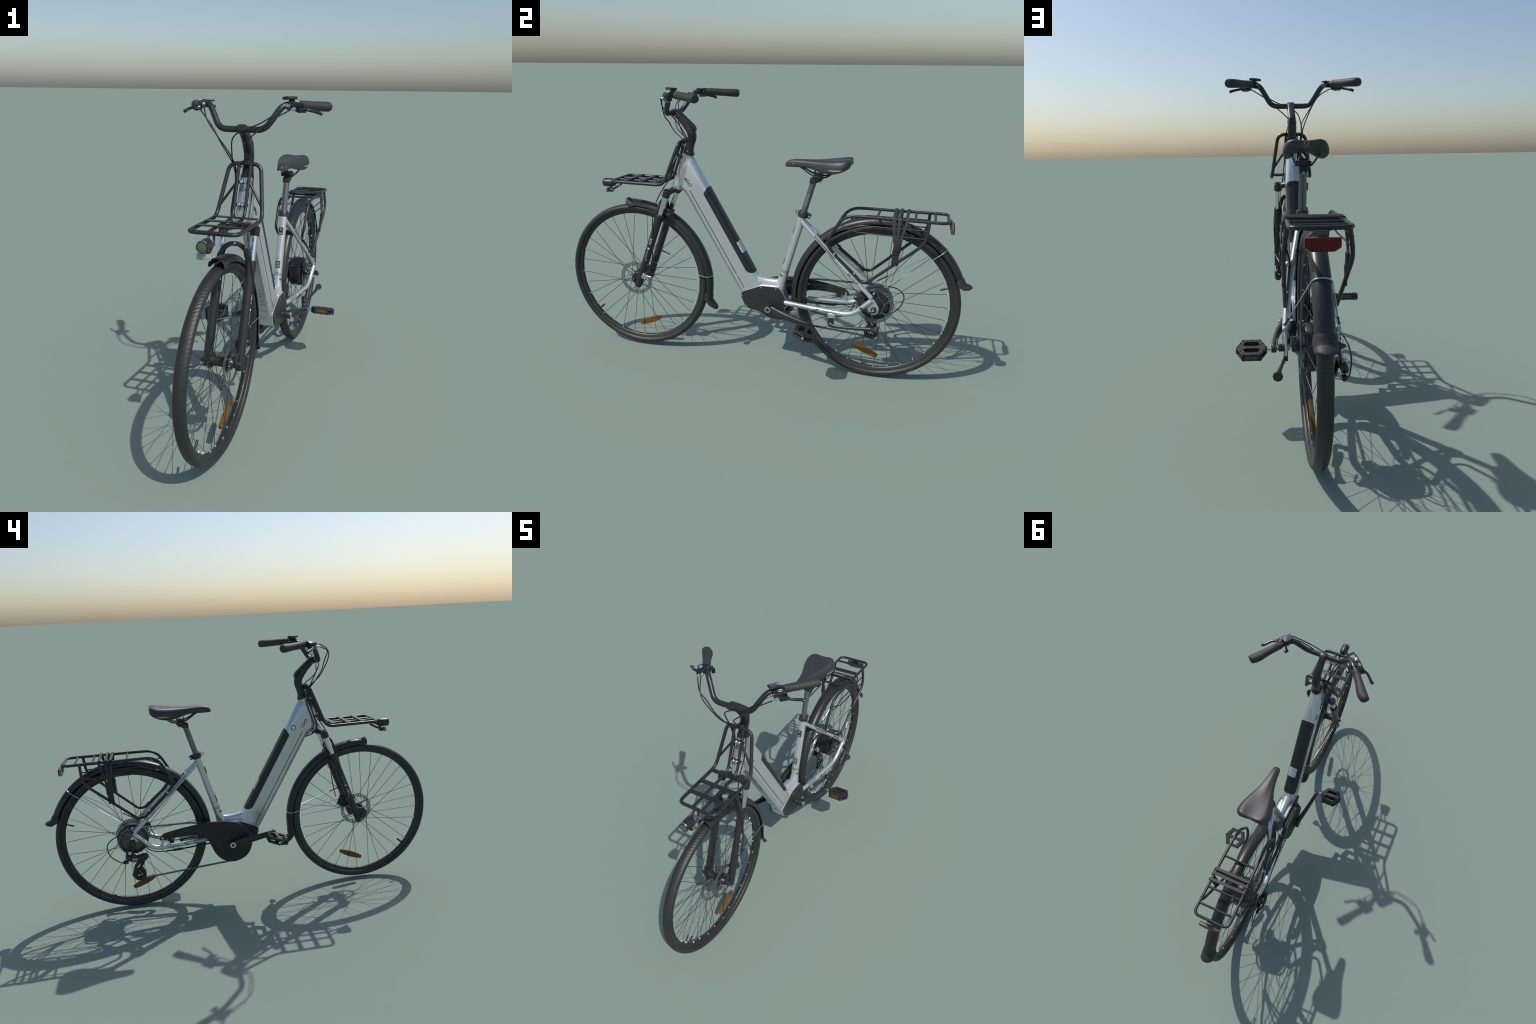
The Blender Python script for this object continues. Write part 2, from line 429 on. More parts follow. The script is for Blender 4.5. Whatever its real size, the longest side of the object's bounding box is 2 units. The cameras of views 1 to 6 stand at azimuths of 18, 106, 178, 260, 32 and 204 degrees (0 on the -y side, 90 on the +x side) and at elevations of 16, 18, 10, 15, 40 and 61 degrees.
obj("headset_cap", *lathe([(-0.018, 0.0215), (-0.012, 0.0255), (-0.003, 0.0272), (0.0, 0.0268)], HT, HD, 36), GLOSS, fr)
# battery let into the down tube, 1 mm proud
verts, faces = [], []
def batt_half(inset):
    w, n1, rt = 0.0352 - inset, 0.2366 - inset, 0.0185
    half = [(0.0, n1), ((w - rt) * 0.5, n1 - 0.0008)]
    for k in range(7):
        a = math.radians(90 - 90 * k / 6); half.append((w - rt + rt * math.cos(a), n1 - 0.002 - rt + rt * math.sin(a)))
    return half + [(w, 0.2045 + inset), (w - 0.004, 0.2035 + inset)]
ends = [(0.0, 0.0022), (0.002, 0.0003), (0.006, 0.0), (0.024, 0.0), (0.0248, 0.0009), (0.0262, 0.0009), (0.027, 0.0), (0.5, 0.0), (0.97, 0.0), (0.988, 0.0004), (0.996, 0.0012), (1.0, 0.003)]
rows = 0
for u, ins in ends:
    h = batt_half(ins)
    def sat(n, x):
        top = -0.8735 + (0.2354 - n) * 0.60
        bot = -0.4055 - (0.2354 - n) * 0.55 - 0.012 * max(0, 1 - (n - 0.2045) / 0.012) ** 2
        if u < 0.1: return top + u
        if u == 0.5: return (top + bot) / 2
        return bot - (1 - u) * 0.4
    ring = [DT(sat(n, x), n, x) for x, n in h] + [DT(sat(n, x), n, -x) for x, n in reversed(h[1:])]
    per = len(ring); verts += ring; rows += 1
for i in range(rows - 1):
    for k in range(per):
        l = (k + 1) % per; faces.append((i * per + k, i * per + l, (i + 1) * per + l, (i + 1) * per + k))
faces += [tuple(range(per)), tuple(range((rows - 1) * per, rows * per))]
obj("battery", verts, faces, BATT, fr, angle=40)
# paper label on the battery's back
def patch(name, fn, u0, u1, v0, v1, mat, parent, nu=8, nv=8, t=0.0007):
    vs, fs = [], []
    for lay in (0.0, t):
        for i in range(nu + 1):
            for j in range(nv + 1): vs.append(fn(u0 + (u1 - u0) * i / nu, v0 + (v1 - v0) * j / nv, lay))
    m = (nu + 1) * (nv + 1); q = lambda i, j, L: L * m + i * (nv + 1) + j
    for i in range(nu):
        for j in range(nv):
            fs.append((q(i, j, 1), q(i + 1, j, 1), q(i + 1, j + 1, 1), q(i, j + 1, 1))); fs.append((q(i, j, 0), q(i, j + 1, 0), q(i + 1, j + 1, 0), q(i + 1, j, 0)))
    for i in range(nu):
        fs.append((q(i, 0, 0), q(i + 1, 0, 0), q(i + 1, 0, 1), q(i, 0, 1))); fs.append((q(i, nv, 0), q(i, nv, 1), q(i + 1, nv, 1), q(i + 1, nv, 0)))
    for j in range(nv):
        fs.append((q(0, j, 0), q(0, j, 1), q(0, j + 1, 1), q(0, j + 1, 0))); fs.append((q(nu, j, 0), q(nu, j + 1, 0), q(nu, j + 1, 1), q(nu, j, 1)))
    return obj(name, vs, fs, mat, parent, angle=60)
def batt_top(x, s, lay):
    w, rt, n1 = 0.0352, 0.0185, 0.2366
    ax = abs(x)
    if ax < w - rt: n = n1 - 0.002 * min(1, ax / (w - rt))
    else: n = n1 - 0.002 - rt + math.sqrt(max(0, rt * rt - (ax - (w - rt)) ** 2))
    return DT(s, n + 0.0002 + lay, x)
patch("label", batt_top, -0.014, 0.029, -0.578, -0.520, LABEL, fr, 10, 3)
for i in range(6):
    patch("label_print", lambda x, s, l: batt_top(x, s, l + 0.0006), -0.009 + 0.004 * (i % 2), 0.022 - 0.003 * (i % 3), -0.571 + i * 0.008, -0.5695 + i * 0.008, GREYPRINT, fr, 8, 1, 0.0003)
# pinstripes on both flanks
for sx in (1, -1):
    for s0, s1 in ((-0.899, -0.440), (-0.430, -0.364)):
        g = Geo(); g.add(box(DT((s0 + s1) / 2, 0.1515, sx * 0.0341), 0.0012, s1 - s0, 0.0034, Matrix((V((1, 0, 0)), D2, N2)).transposed(), 0.0003))
        g.make("pinstripe", BLACKPRINT, fr)
text("lettering", "iGO", 0.0205, lambda u, v, w: DT(-0.9385 + u, 0.1625 + v + 0.10 * u, 0.0322 + 0.0012 + w), BLACKPRINT, fr, 0.0012, shear=0.25, stretch=1.35)
def side_right(u, v, w): return DT(-0.9385 - u, 0.1625 + v - 0.10 * u, -0.0334 - w)
text("lettering", "iGO", 0.0205, side_right, BLACKPRINT, fr, 0.0012, shear=0.25, stretch=1.35)
text("lettering", "iGO", 0.062, lambda u, v, w: DT(-0.43 + u * 1.0, 0.1222 - w, v), LIGHTGREY, fr, 0.0006, shear=0.2, stretch=1.25)
# power button with dark ring on the drive side
pb = V((-0.0345, -0.270, 0.8785))
obj("button_ring", *lathe([(0.0, 0.0080), (0.0, 0.0132), (0.0025, 0.0130), (0.003, 0.0115), (0.0015, 0.0090)], pb + V((0.001, 0, 0)), (-1, 0, 0), 28), BLACKPRINT, fr)
obj("button", *lathe([(0.0, 0.0100), (0.0024, 0.0098), (0.0028, 0.0085)], pb + V((0.001, 0, 0)), (-1, 0, 0), 24), CHROME, fr)
# seat tube and its flare into the casting
obj("seat_tube", *sweep([seat_axis(z) for z in (0.392, 0.42, 0.455, 0.49, 0.56, 0.65, 0.768)], [0.030, 0.025, 0.0205, 0.0192, 0.0188, 0.0186, 0.0186], [0.031, 0.026, 0.021, 0.0192, 0.0188, 0.0186, 0.0186], seg=32), SILVER, fr)
# bridge between down tube and seat tube
obj("frame_bridge", *sweep([(0, -0.005, 0.420), (0, 0.02, 0.416), (0, 0.06, 0.411), (0, 0.10, 0.410), (0, 0.135, 0.416)], [0.026, 0.022, 0.020, 0.020, 0.022], [0.036, 0.034, 0.032, 0.032, 0.034], seg=28, up=(0, 0, 1), power=2.4), SILVER, fr)
# motor case casting with its two black cover plates
case = [(-0.068, 0.356), (-0.056, 0.376), (0.038, 0.416), (0.122, 0.416), (0.148, 0.385), (0.166, 0.318), (0.156, 0.298), (0.118, 0.262), (0.07, 0.266), (-0.040, 0.293)]
obj("motor_case", *prism_x(round2(case, 0.014), -0.038, 0.038, 0.004), SILVER, fr)
for sx in (1, -1):
    obj("motor_cover", *prism_x(round2([(0.05 + (y - 0.05) * 0.99, 0.34 + (z - 0.34) * 0.97) for y, z in case], 0.014), sx * 0.0375, sx * 0.0425, 0.0012), PLATE, fr, angle=25)
bolts("cover_bolt", [((sx * 0.0425, y, z), (sx, 0, 0)) for sx in (1, -1) for y, z in ((-0.060, 0.354), (-0.035, 0.302), (0.038, 0.404), (0.112, 0.405), (0.155, 0.315))], 0.0032, 0.0015, CHROME, fr)
# seat stays, chain stays, drop-outs
for sx in (1, -1):
    ss = spline([(sx * 0.010, 0.224, 0.741), (sx * 0.022, 0.266, 0.701), (sx * 0.053, 0.394, 0.587), (sx * 0.074, 0.49, 0.5005), (sx * 0.0855, 0.566, 0.431)], 8)
    obj("seat_stay", *sweep(ss, 0.0106, 0.0110, seg=20), SILVER, fr)
    cs = fillet([(sx * 0.036, 0.155, 0.339), (sx * 0.058, 0.30, 0.335), (sx * 0.078, 0.482, 0.3315), (sx * 0.0855, 0.570, 0.420)], [0, 0.08, 0.05, 0], 10)
    obj("chain_stay", *sweep(cs, 0.0118, 0.0120, seg=20), SILVER, fr)
    do = round2([(0.560, 0.437), (0.576, 0.425), (0.590, 0.398), (0.586, 0.384), (0.570, 0.382), (0.548, 0.385), (0.525, 0.366), (0.545, 0.395)] if sx < 0 else [(0.560, 0.437), (0.578, 0.425), (0.604, 0.384), (0.598, 0.356), (0.578, 0.346), (0.556, 0.364), (0.546, 0.392)], 0.012)
    obj("drop_out", *prism_x(do, sx * 0.081, sx * 0.0885, 0.0012), SILVER, fr)
    # prints on the stays
    P0, P1 = V((sx * 0.053, 0.394, 0.587)), V((sx * 0.0855, 0.566, 0.431)); dd = (P1 - P0).normalized()
    out = V((sx, 0, 0)); out = (out - dd * out.dot(dd)).normalized(); side = dd.cross(out)
    sgn = 1 if side.z > 0 else -1
    def stay_map(u, v, w, c=V((sx * 0.0722, 0.480, 0.5095)), dd=dd, out=out, side=side, sgn=sgn, sx=sx):
        a = v / 0.0098
        return c + dd * (u * sx) + (out * math.cos(a) + side * (sgn * math.sin(a))) * (0.0117 + w)
    text("lettering", "6061 > ALLOY", 0.0105, stay_map, BLACKPRINT, fr, 0.0006, stretch=0.9, space=1.15)
    q0, q1 = V((sx * 0.014, 0.236, 0.734)), V((sx * 0.053, 0.394, 0.587))
    dq = (q1 - q0).normalized(); oq = (V((sx, 0, 0)) - dq * dq.x * sx).normalized()
    obj("pinstripe", *sweep([q0.lerp(q1, 0.35) + oq * 0.0138, q0.lerp(q1, 0.6) + oq * 0.0138, q0.lerp(q1, 0.98) + oq * 0.0116], 0.0018, 0.0007, seg=6, up=oq), BLACKPRINT, fr)
    c0 = V((sx * 0.0668, 0.38, 0.3337))
    def cs_map(u, v, w, c0=c0, sx=sx):
        a = v / 0.0122
        return c0 + V((sx * 0.11 * u * sx, u * sx, -0.02 * u * sx)) + V((sx * math.cos(a), 0, math.sin(a))) * (0.0125 + w)
    text("lettering", "www.igoelectric.com", 0.0070, cs_map, BLACKPRINT, fr, 0.0007)
    y0 = 0.315
    obj("slash_mark", *sweep([(sx * (0.0583 + 0.0103), y0 - 0.012, 0.3277), (sx * (0.0597 + 0.0126), y0, 0.3347), (sx * (0.0610 + 0.0103), y0 + 0.012, 0.3417)], 0.0026, 0.001, seg=6, up=(sx, 0, 0)), BLACKPRINT, fr)
    obj("grey_band", *sweep([(sx * 0.0428, 0.20, 0.3377), (sx * 0.0546, 0.278, 0.3356)], 0.0122, 0.0124, seg=20), LIGHTGREY, fr)
# stay bridge that carries the fender
obj("stay_bridge", *cyl((-0.030, 0.287, 0.683), (0.030, 0.287, 0.683), 0.0075, seg=14), SILVER, fr)
# bottle-cage bosses, badges and print on the seat tube
bolts("boss_bolt", [(seat_axis(z) + V((0, -0.0185, 0.005)), (0, -0.96, 0.28)) for z in (0.567, 0.500)], 0.0042, 0.0035, CHROME, fr)
def st_map(zc, r=0.0189):
    ax = V((0, 0.2857, 1)).normalized(); fw_ = V((0, -ax.z, ax.y))
    def fn(u, v, w):
        a = u / r
        return seat_axis(zc) + ax * v + (fw_ * math.cos(a) + V((math.sin(a), 0, 0))) * (r + w + 0.0002)
    return fn
patch("badge", st_map(0.690), -0.0125, 0.0105, -0.018, 0.018, BLACKPRINT, fr)
patch("badge_print", lambda u, v, w: st_map(0.690)(u, v, w + 0.0007), -0.008, 0.006, -0.014, -0.008, GREYPRINT, fr, 6, 2, 0.0003)
text("badge_mark", "+", 0.024, lambda u, v, w: st_map(0.697)(u - 0.001, v, w + 0.0009), WHITE, fr, 0.0003)
patch("badge", st_map(0.535, 0.0190), -0.0125, 0.0105, -0.017, 0.017, BLACKPRINT, fr)
for k in range(4): patch("badge_print", lambda u, v, w: st_map(0.535, 0.0190)(u, v, w + 0.0007), -0.009, 0.007, -0.013 + k * 0.007, -0.0095 + k * 0.007, GREYPRINT, fr, 6, 1, 0.0003)
obj("grey_band", *sweep([seat_axis(0.483), seat_axis(0.496)], 0.0196, seg=28), LIGHTGREY, fr)
text("lettering", "750", 0.013, lambda u, v, w: st_map(0.466, 0.0206)(u + 0.020, v, w), BLACKPRINT, fr, 0.0012, shear=0.15)
text("lettering", "750", 0.013, lambda u, v, w: st_map(0.466, 0.0206)(u - 0.020, v, w), BLACKPRINT, fr, 0.0012, shear=0.15)
# head tube lettering and rack bolts
def ht_map(u, v, w):
    a = u / 0.026; c = HT + HD * 0.052
    front = V((0, HD.z, -HD.y))
    return c - HD * v + (front * math.cos(a) + V((math.sin(a), 0, 0))) * (0.0262 + w)
text("lettering", "iGO", 0.021, ht_map, BLACKPRINT, fr, 0.0008, shear=0.25, stretch=1.2)

# ================================================================== seat post and saddle
sp = empty("seat_assembly", bike, (0, 0.25, 0.77))
obj("seat_post", *sweep([seat_axis(0.75), seat_axis(0.85), seat_axis(0.923)], 0.0142, seg=28), POST, sp)
axs = V((0, 0.2857, 1)).normalized()
for sx in (1, -1):
    def post_map(u, v, w, sx=sx):
        a = v / 0.0142; ahead = V((0, -axs.z, axs.y))
        return seat_axis(0.840) + axs * (u * sx) + (V((sx, 0, 0)) * math.cos(a) + ahead * math.sin(a)) * (0.0144 + w)
    text("lettering", "PROMAX", 0.0150, post_map, GREYPRINT, sp, 0.0004, stretch=1.0)
ca = seat_axis(0.772)
obj("seat_clamp", *lathe([(-0.0135, 0.0215), (-0.012, 0.0232), (0.010, 0.0232), (0.0125, 0.0215), (0.0125, 0.015), (-0.0135, 0.015)], ca, axs, 36, closed=True), BLACK, sp)
g = Geo(); g.add(box(ca + V((0, 0.0275, -0.007)), 0.020, 0.016, 0.022, frame_rot((1, 0, 0), axs), 0.003)); g.add(cyl(ca + V((-0.013, 0.031, -0.008)), ca + V((0.013, 0.031, -0.008)), 0.0062)); g.make("clamp_lug", BLACK, sp)
bolts("clamp_bolt", [(ca + V((sx * 0.013, 0.031, -0.008)), (sx, 0, 0)) for sx in (1, -1)], 0.0045, 0.003, CHROME, sp)
ring = [ca + V((0, -0.029, 0.009)) + V((0, 0.0072 * math.cos(t), 0.0072 * math.sin(t))) for t in arc_angles(0, 345, 24)]
obj("cable_loop", *sweep(ring, 0.0016, seg=8, closed=True), BLACK, sp)
# saddle clamp head
obj("saddle_clamp", *prism_x(round2([(0.2535, 0.918), (0.283, 0.920), (0.309, 0.932), (0.317, 0.946), (0.300, 0.950), (0.256, 0.944)], 0.006), -0.0165, 0.0165, 0.003), BLACK, sp)
g = Geo()
g.add(box((0, 0.291, 0.951), 0.062, 0.036, 0.010, None, 0.003)); g.add(box((0, 0.291, 0.961), 0.058, 0.034, 0.007, None, 0.003))
g.add(box((0, 0.274, 0.966), 0.030, 0.004, 0.016, None, 0.001)); g.add(box((0, 0.309, 0.962), 0.034, 0.004, 0.014, None, 0.001))
g.make("clamp_plate", BLACK, sp)
bolts("clamp_bolt", [((0, 0.300, 0.926), (0, 0.5, -0.85))], 0.004, 0.008, CHROME, sp)
for sx in (1, -1):
    obj("saddle_rail", *sweep(fillet([(sx * 0.009, 0.185, 0.998), (sx * 0.011, 0.212, 0.990), (sx * 0.0245, 0.268, 0.9545), (sx * 0.0255, 0.330, 0.949), (sx * 0.040, 0.358, 0.972), (sx * 0.045, 0.375, 0.985)], 0.02, 5), 0.0036, seg=10), BLACK, sp)
# saddle shell: cross-sections from nose to tail
# y, half width, z top at centre, z of shoulder, z of skirt edge
SAD = [(0.1385, 0.007, 0.998, 0.997, 0.9895), (0.142, 0.0125, 1.006, 1.004, 0.9885), (0.149, 0.0165, 1.0135, 1.011, 0.9882), (0.163, 0.0185, 1.0195, 1.0165, 0.9880), (0.185, 0.0205, 1.0225, 1.0190, 0.9880),
       (0.215, 0.0245, 1.0235, 1.0195, 0.9900), (0.245, 0.0310, 1.0238, 1.0200, 0.990), (0.275, 0.0405, 1.024, 1.0210, 0.984), (0.305, 0.0520, 1.0248, 1.0230, 0.9755), (0.330, 0.0625, 1.0258, 1.0252, 0.9715), (0.355, 0.0715, 1.027, 1.0278, 0.9705),
       (0.380, 0.0775, 1.0285, 1.0305, 0.9750), (0.400, 0.0795, 1.030, 1.0330, 0.982), (0.417, 0.0770, 1.0318, 1.0355, 0.989), (0.429, 0.0690, 1.0328, 1.0370, 0.997), (0.4365, 0.058, 1.0318, 1.0350, 1.003), (0.4395, 0.046, 1.027, 1.029, 1.010)]
verts, faces = [], []
for y, w, zc, zs, zb in SAD:
    H = zs - zb
    half = [(0, zc), (0.18 * w, zc + (zs - zc) * 0.10), (0.36 * w, zc + (zs - zc) * 0.45), (0.55 * w, zc + (zs - zc) * 0.9), (0.70 * w, zs), (0.82 * w, zs - 0.06 * H - 0.001), (0.91 * w, zs - 0.20 * H), (0.975 * w, zs - 0.42 * H), (w, zs - 0.66 * H), (0.985 * w, zb + 0.14 * H),
            (0.95 * w, zb + 0.03 * H), (0.88 * w, zb), (0.80 * w, zb + 0.05 * H), (0.66 * w, zb + 0.25 * H), (0.45 * w, zb + 0.42 * H), (0.2 * w, zb + 0.46 * H), (0, zb + 0.47 * H)]
    ring = [V((x, y, z)) for x, z in half] + [V((-x, y, z)) for x, z in reversed(half[1:-1])]
    per = len(ring); verts += ring
for i in range(len(SAD) - 1):
    for k in range(per):
        l = (k + 1) % per; faces.append((i * per + k, i * per + l, (i + 1) * per + l, (i + 1) * per + k))
faces += [tuple(range(per)), tuple(range((len(SAD) - 1) * per, len(SAD) * per))]
sad = obj("saddle", verts, faces, LEATHER, sp, angle=70)
md = sad.modifiers.new("s", "SUBSURF"); md.levels = 2; md.render_levels = 2
dg = bpy.context.evaluated_depsgraph_get()
me2 = bpy.data.meshes.new_from_object(sad.evaluated_get(dg)); sad.modifiers.clear(); sad.data = me2
me2.polygons.foreach_set("use_smooth", [True] * len(me2.polygons))
# pale crescents on the flanks
from mathutils.bvhtree import BVHTree
bvh = BVHTree.FromPolygons([v.co.copy() for v in me2.vertices], [tuple(p.vertices) for p in me2.polygons])
def on_saddle(o, d, lift):
    hit = bvh.ray_cast(V(o), V(d).normalized())
    return (hit[0] + hit[1] * lift) if hit[0] is not None else V(o)
for sx in (1, -1):
    def cres(u, v, w, sx=sx):
        y = 0.341 + 0.070 * u; k = 1 - (2 * u - 1) ** 2
        z = 0.9905 + 0.003 * u - 0.0055 * k * (1 - v) + 0.0010 * k * v
        return on_saddle((sx * 0.2, y, z), (-sx, 0, 0), 0.0003 + w)
    patch("saddle_stripe", cres, 0, 1, 0, 1, GREYPRINT, sp, 14, 2, 0.0006)
    text("saddle_mark", "SR~", 0.0085, lambda u, v, w, sx=sx: on_saddle((sx * 0.2, 0.181 + u * sx, 1.004 + v), (-sx, 0, 0), 0.0006 + w), GREYPRINT, sp, 0.0003)
text("saddle_mark", "SR", 0.022, lambda u, v, w: on_saddle((-u, 0.7, 1.0195 + v), (0, -1, 0), 0.0006 + w), GREYPRINT, sp, 0.0003)
text("saddle_mark", "ROYAL", 0.0048, lambda u, v, w: on_saddle((-u, 0.7, 1.0085 + v), (0, -1, 0), 0.0006 + w), GREYPRINT, sp, 0.0003)

# ================================================================== fork
fk = empty("fork", bike, (0, -0.42, 0.84))
LT, LB = V((0, -0.425, 0.834)), V((0, -0.6045, 0.352)); LD = (LB - LT).normalized(); LF = V((0, LD.z, -LD.y))  # LF points forward
LX = 0.0635
g = Geo()
for sx in (1, -1):
    c = LT + V((sx * LX, 0, 0))
    g.add(lathe([(-0.020, 0.0165), (-0.0185, 0.0182), (0.012, 0.0182), (0.0145, 0.0165)], c, LD, 26))
g.add(sweep(spline([(LX, LT.y, LT.z), (0.035, -0.412, 0.846), (0, -0.403, 0.850), (-0.035, -0.412, 0.846), (-LX, LT.y, LT.z)], 6), [0.013, 0.018, 0.024, 0.018, 0.013], [0.0125, 0.013, 0.015, 0.013, 0.0125], seg=18, up=(0, 0, 1)))
g.add(lathe([(0.172, 0.0265), (0.186, 0.0265), (0.19, 0.024)], HT, HD, 32))
g.make("fork_crown", BLACK, fk)
for sx in (1, -1):
    o = V((sx * LX, 0, 0))
    obj("fork_cap", *lathe([(-0.0245, 0.0115), (-0.022, 0.0135), (-0.019, 0.0138)], LT + o, LD, 20), BLUECAP if sx < 0 else BLACK, fk)
    obj("stanchion", *cyl(LT + o + LD * 0.01, LT + o + LD * 0.135, 0.0132, seg=24), STANCHION, fk)
    s0 = 0.108
    L = (LB - LT).length
    g = Geo()
    g.add(lathe([(s0 + 0.004, 0.0142), (s0, 0.0165), (s0 + 0.003, 0.0195), (s0 + 0.03, 0.0198), (s0 + 0.05, 0.0185), (s0 + 0.2, 0.0178), (L - 0.02, 0.0178), (L - 0.004, 0.0165), (L + 0.004, 0.0125)], LT + o, LD, 28))
    # collar lip rising at the front towards the arch
    g.add(sweep(spline([LT + o + LD * 0.19 + LF * 0.013, LT + o + LD * 0.13 + LF * 0.018 - V((sx * 0.004, 0, 0)), LT + o + LD * 0.098 + LF * 0.021 - V((sx * 0.008, 0, 0)), LT + o + LD * 0.078 + LF * 0.024 - V((sx * 0.018, 0, 0))], 6), [0.006, 0.013, 0.013, 0.010], [0.005, 0.008, 0.0075, 0.0065], seg=14, up=LF))
    # drop-out lug in front of the leg
    g.add(prism_x(round2([(FA.y - 0.017, FA.z - 0.006), (FA.y - 0.012, FA.z + 0.016), (FA.y + 0.012, FA.z + 0.042), (FA.y + 0.036, FA.z + 0.03), (FA.y + 0.028, FA.z - 0.024), (FA.y + 0.002, FA.z - 0.022)], 0.010), sx * 0.052, sx * 0.066, 0.002))
    g.make("fork_leg", BLACK, fk)
    obj("axle_nut", *lathe([(0, 0.0085), (0.006, 0.0085), (0.007, 0.006), (0.013, 0.0055), (0.0135, 0.0045)], FA + V((sx * 0.066, 0, 0)), (sx, 0, 0), 12), DARKSTEEL, fk)
    # lettering down the outer face of the leg
    c = LT + o + LD * 0.291
    def leg_map(u, v, w, c=c, sx=sx):
        a = v / 0.0178
        return c - LD * (u * sx) + (V((sx, 0, 0)) * math.cos(a) + LF * math.sin(a)) * (0.0180 + w)
    text("lettering", "NEX", 0.0165, lambda u, v, w, m=leg_map, sx=sx: m(u + 0.037, v, w), WHITE, fk, 0.0004, shear=0.25, stretch=1.1)
    text("lettering", "SUNTOUR", 0.0098, lambda u, v, w, m=leg_map: m(u - 0.033, v, w), GREYPRINT, fk, 0.0004)
    patch("print_block", lambda u, v, w, m=leg_map: m(u, v, w), -0.004, 0.004, -0.005, 0.005, WHITE, fk, 2, 4, 0.0004)
arch = spline([LT + V((0.052, 0, 0)) + LD * 0.098 + LF * 0.021, LT + V((0.043, 0, 0)) + LD * 0.072 + LF * 0.026, LT + V((0.020, 0, 0)) + LD * 0.055 + LF * 0.029, LT + LD * 0.052 + LF * 0.030,
               LT + V((-0.020, 0, 0)) + LD * 0.055 + LF * 0.029, LT + V((-0.043, 0, 0)) + LD * 0.072 + LF * 0.026, LT + V((-0.052, 0, 0)) + LD * 0.098 + LF * 0.021], 6)
obj("fork_arch", *sweep(arch, [0.012, 0.0105, 0.009, 0.009, 0.009, 0.0105, 0.012], [0.0065, 0.006, 0.0055, 0.0055, 0.0055, 0.006, 0.0065], seg=14, up=LF, power=2.6), BLACK, fk)
bolts("arch_bolt", [(LT + LD * 0.052 + LF * 0.0355, LF)], 0.004, 0.002, CHROME, fk)

# ================================================================== stem and handlebar
hb = empty("handlebar_assembly", bike, (0, -0.36, 1.1))
post = spline([(0, -0.336, 1.020), (0, -0.329, 1.040), (0, -0.319, 1.070), (0, -0.3105, 1.095), (0, -0.3125, 1.120), (0, -0.3265, 1.1445), (0, -0.349, 1.172), (0, -0.374, 1.196), (0, -0.392, 1.2085)], 5)
obj("stem", *sweep(post, [0.0225, 0.0205, 0.0198, 0.0195, 0.0200, 0.0185, 0.0165, 0.0165, 0.0165], [0.0265, 0.0225, 0.0195, 0.0195, 0.021, 0.0205, 0.0185, 0.0165, 0.0165][::1], seg=26, up=(0, -1, 0.4), power=2.3), BLACK, hb)
# release lever plate lying on the back of the stem arm
lev = spline([(0, -0.292, 1.128), (0, -0.2985, 1.146), (0, -0.321, 1.168), (0, -0.351, 1.196), (0, -0.378, 1.2185), (0, -0.396, 1.224)], 6)
obj("stem_lever", *sweep(lev, [0.0125, 0.0150, 0.0150, 0.0148, 0.0152, 0.0150], [0.003, 0.0065, 0.006, 0.0045, 0.004, 0.003], seg=16, up=(0, 0.75, 0.66), power=3.0), BLACK, hb)
g = Geo(); g.add(lathe([(-0.0200, 0.0055), (-0.0192, 0.007), (0.0192, 0.007), (0.0200, 0.0055)], (0, -0.317, 1.133), (1, 0, 0), 18)); g.make("stem_pivot", BLACK, hb)
BAR = V((0, -0.395, 1.2085))
obj("bar_clamp", *lathe([(-0.0175, 0.0145), (-0.016, 0.0160), (0.016, 0.0160), (0.0175, 0.0145)], BAR, (1, 0, 0), 28), BLACK, hb)
half = [(0.0, -0.395, 1.2085), (0.087, -0.396, 1.2085), (0.142, -0.351, 1.2965), (0.185, -0.299, 1.2965), (0.265, -0.192, 1.2895)]
full = [(-x, y, z) for x, y, z in reversed(half[1:])] + half
obj("handlebar", *sweep(fillet(full, [0, 0, 0.026, 0.030, 0, 0.030, 0.026, 0, 0], 8), 0.0117, seg=20), BLACK, hb)
bolts("stem_bolt", [((sx * 0.017, -0.383, 1.196), (sx, 0, 0)) for sx in (1, -1)], 0.003, 0.001, CHROME, hb)
obj("stem_bracket", *box((0, -0.347, 1.082), 0.024, 0.026, 0.020, None, 0.004), BLACK, hb)
bolts("stem_bolt", [((sx * 0.0125, -0.352, 1.086), (sx, 0, 0)) for sx in (1, -1)] + [((sx * 0.021, -0.343, 1.065), (sx, 0, 0)) for sx in (1, -1)], 0.004, 0.003, CHROME, hb)
TIPS = {}
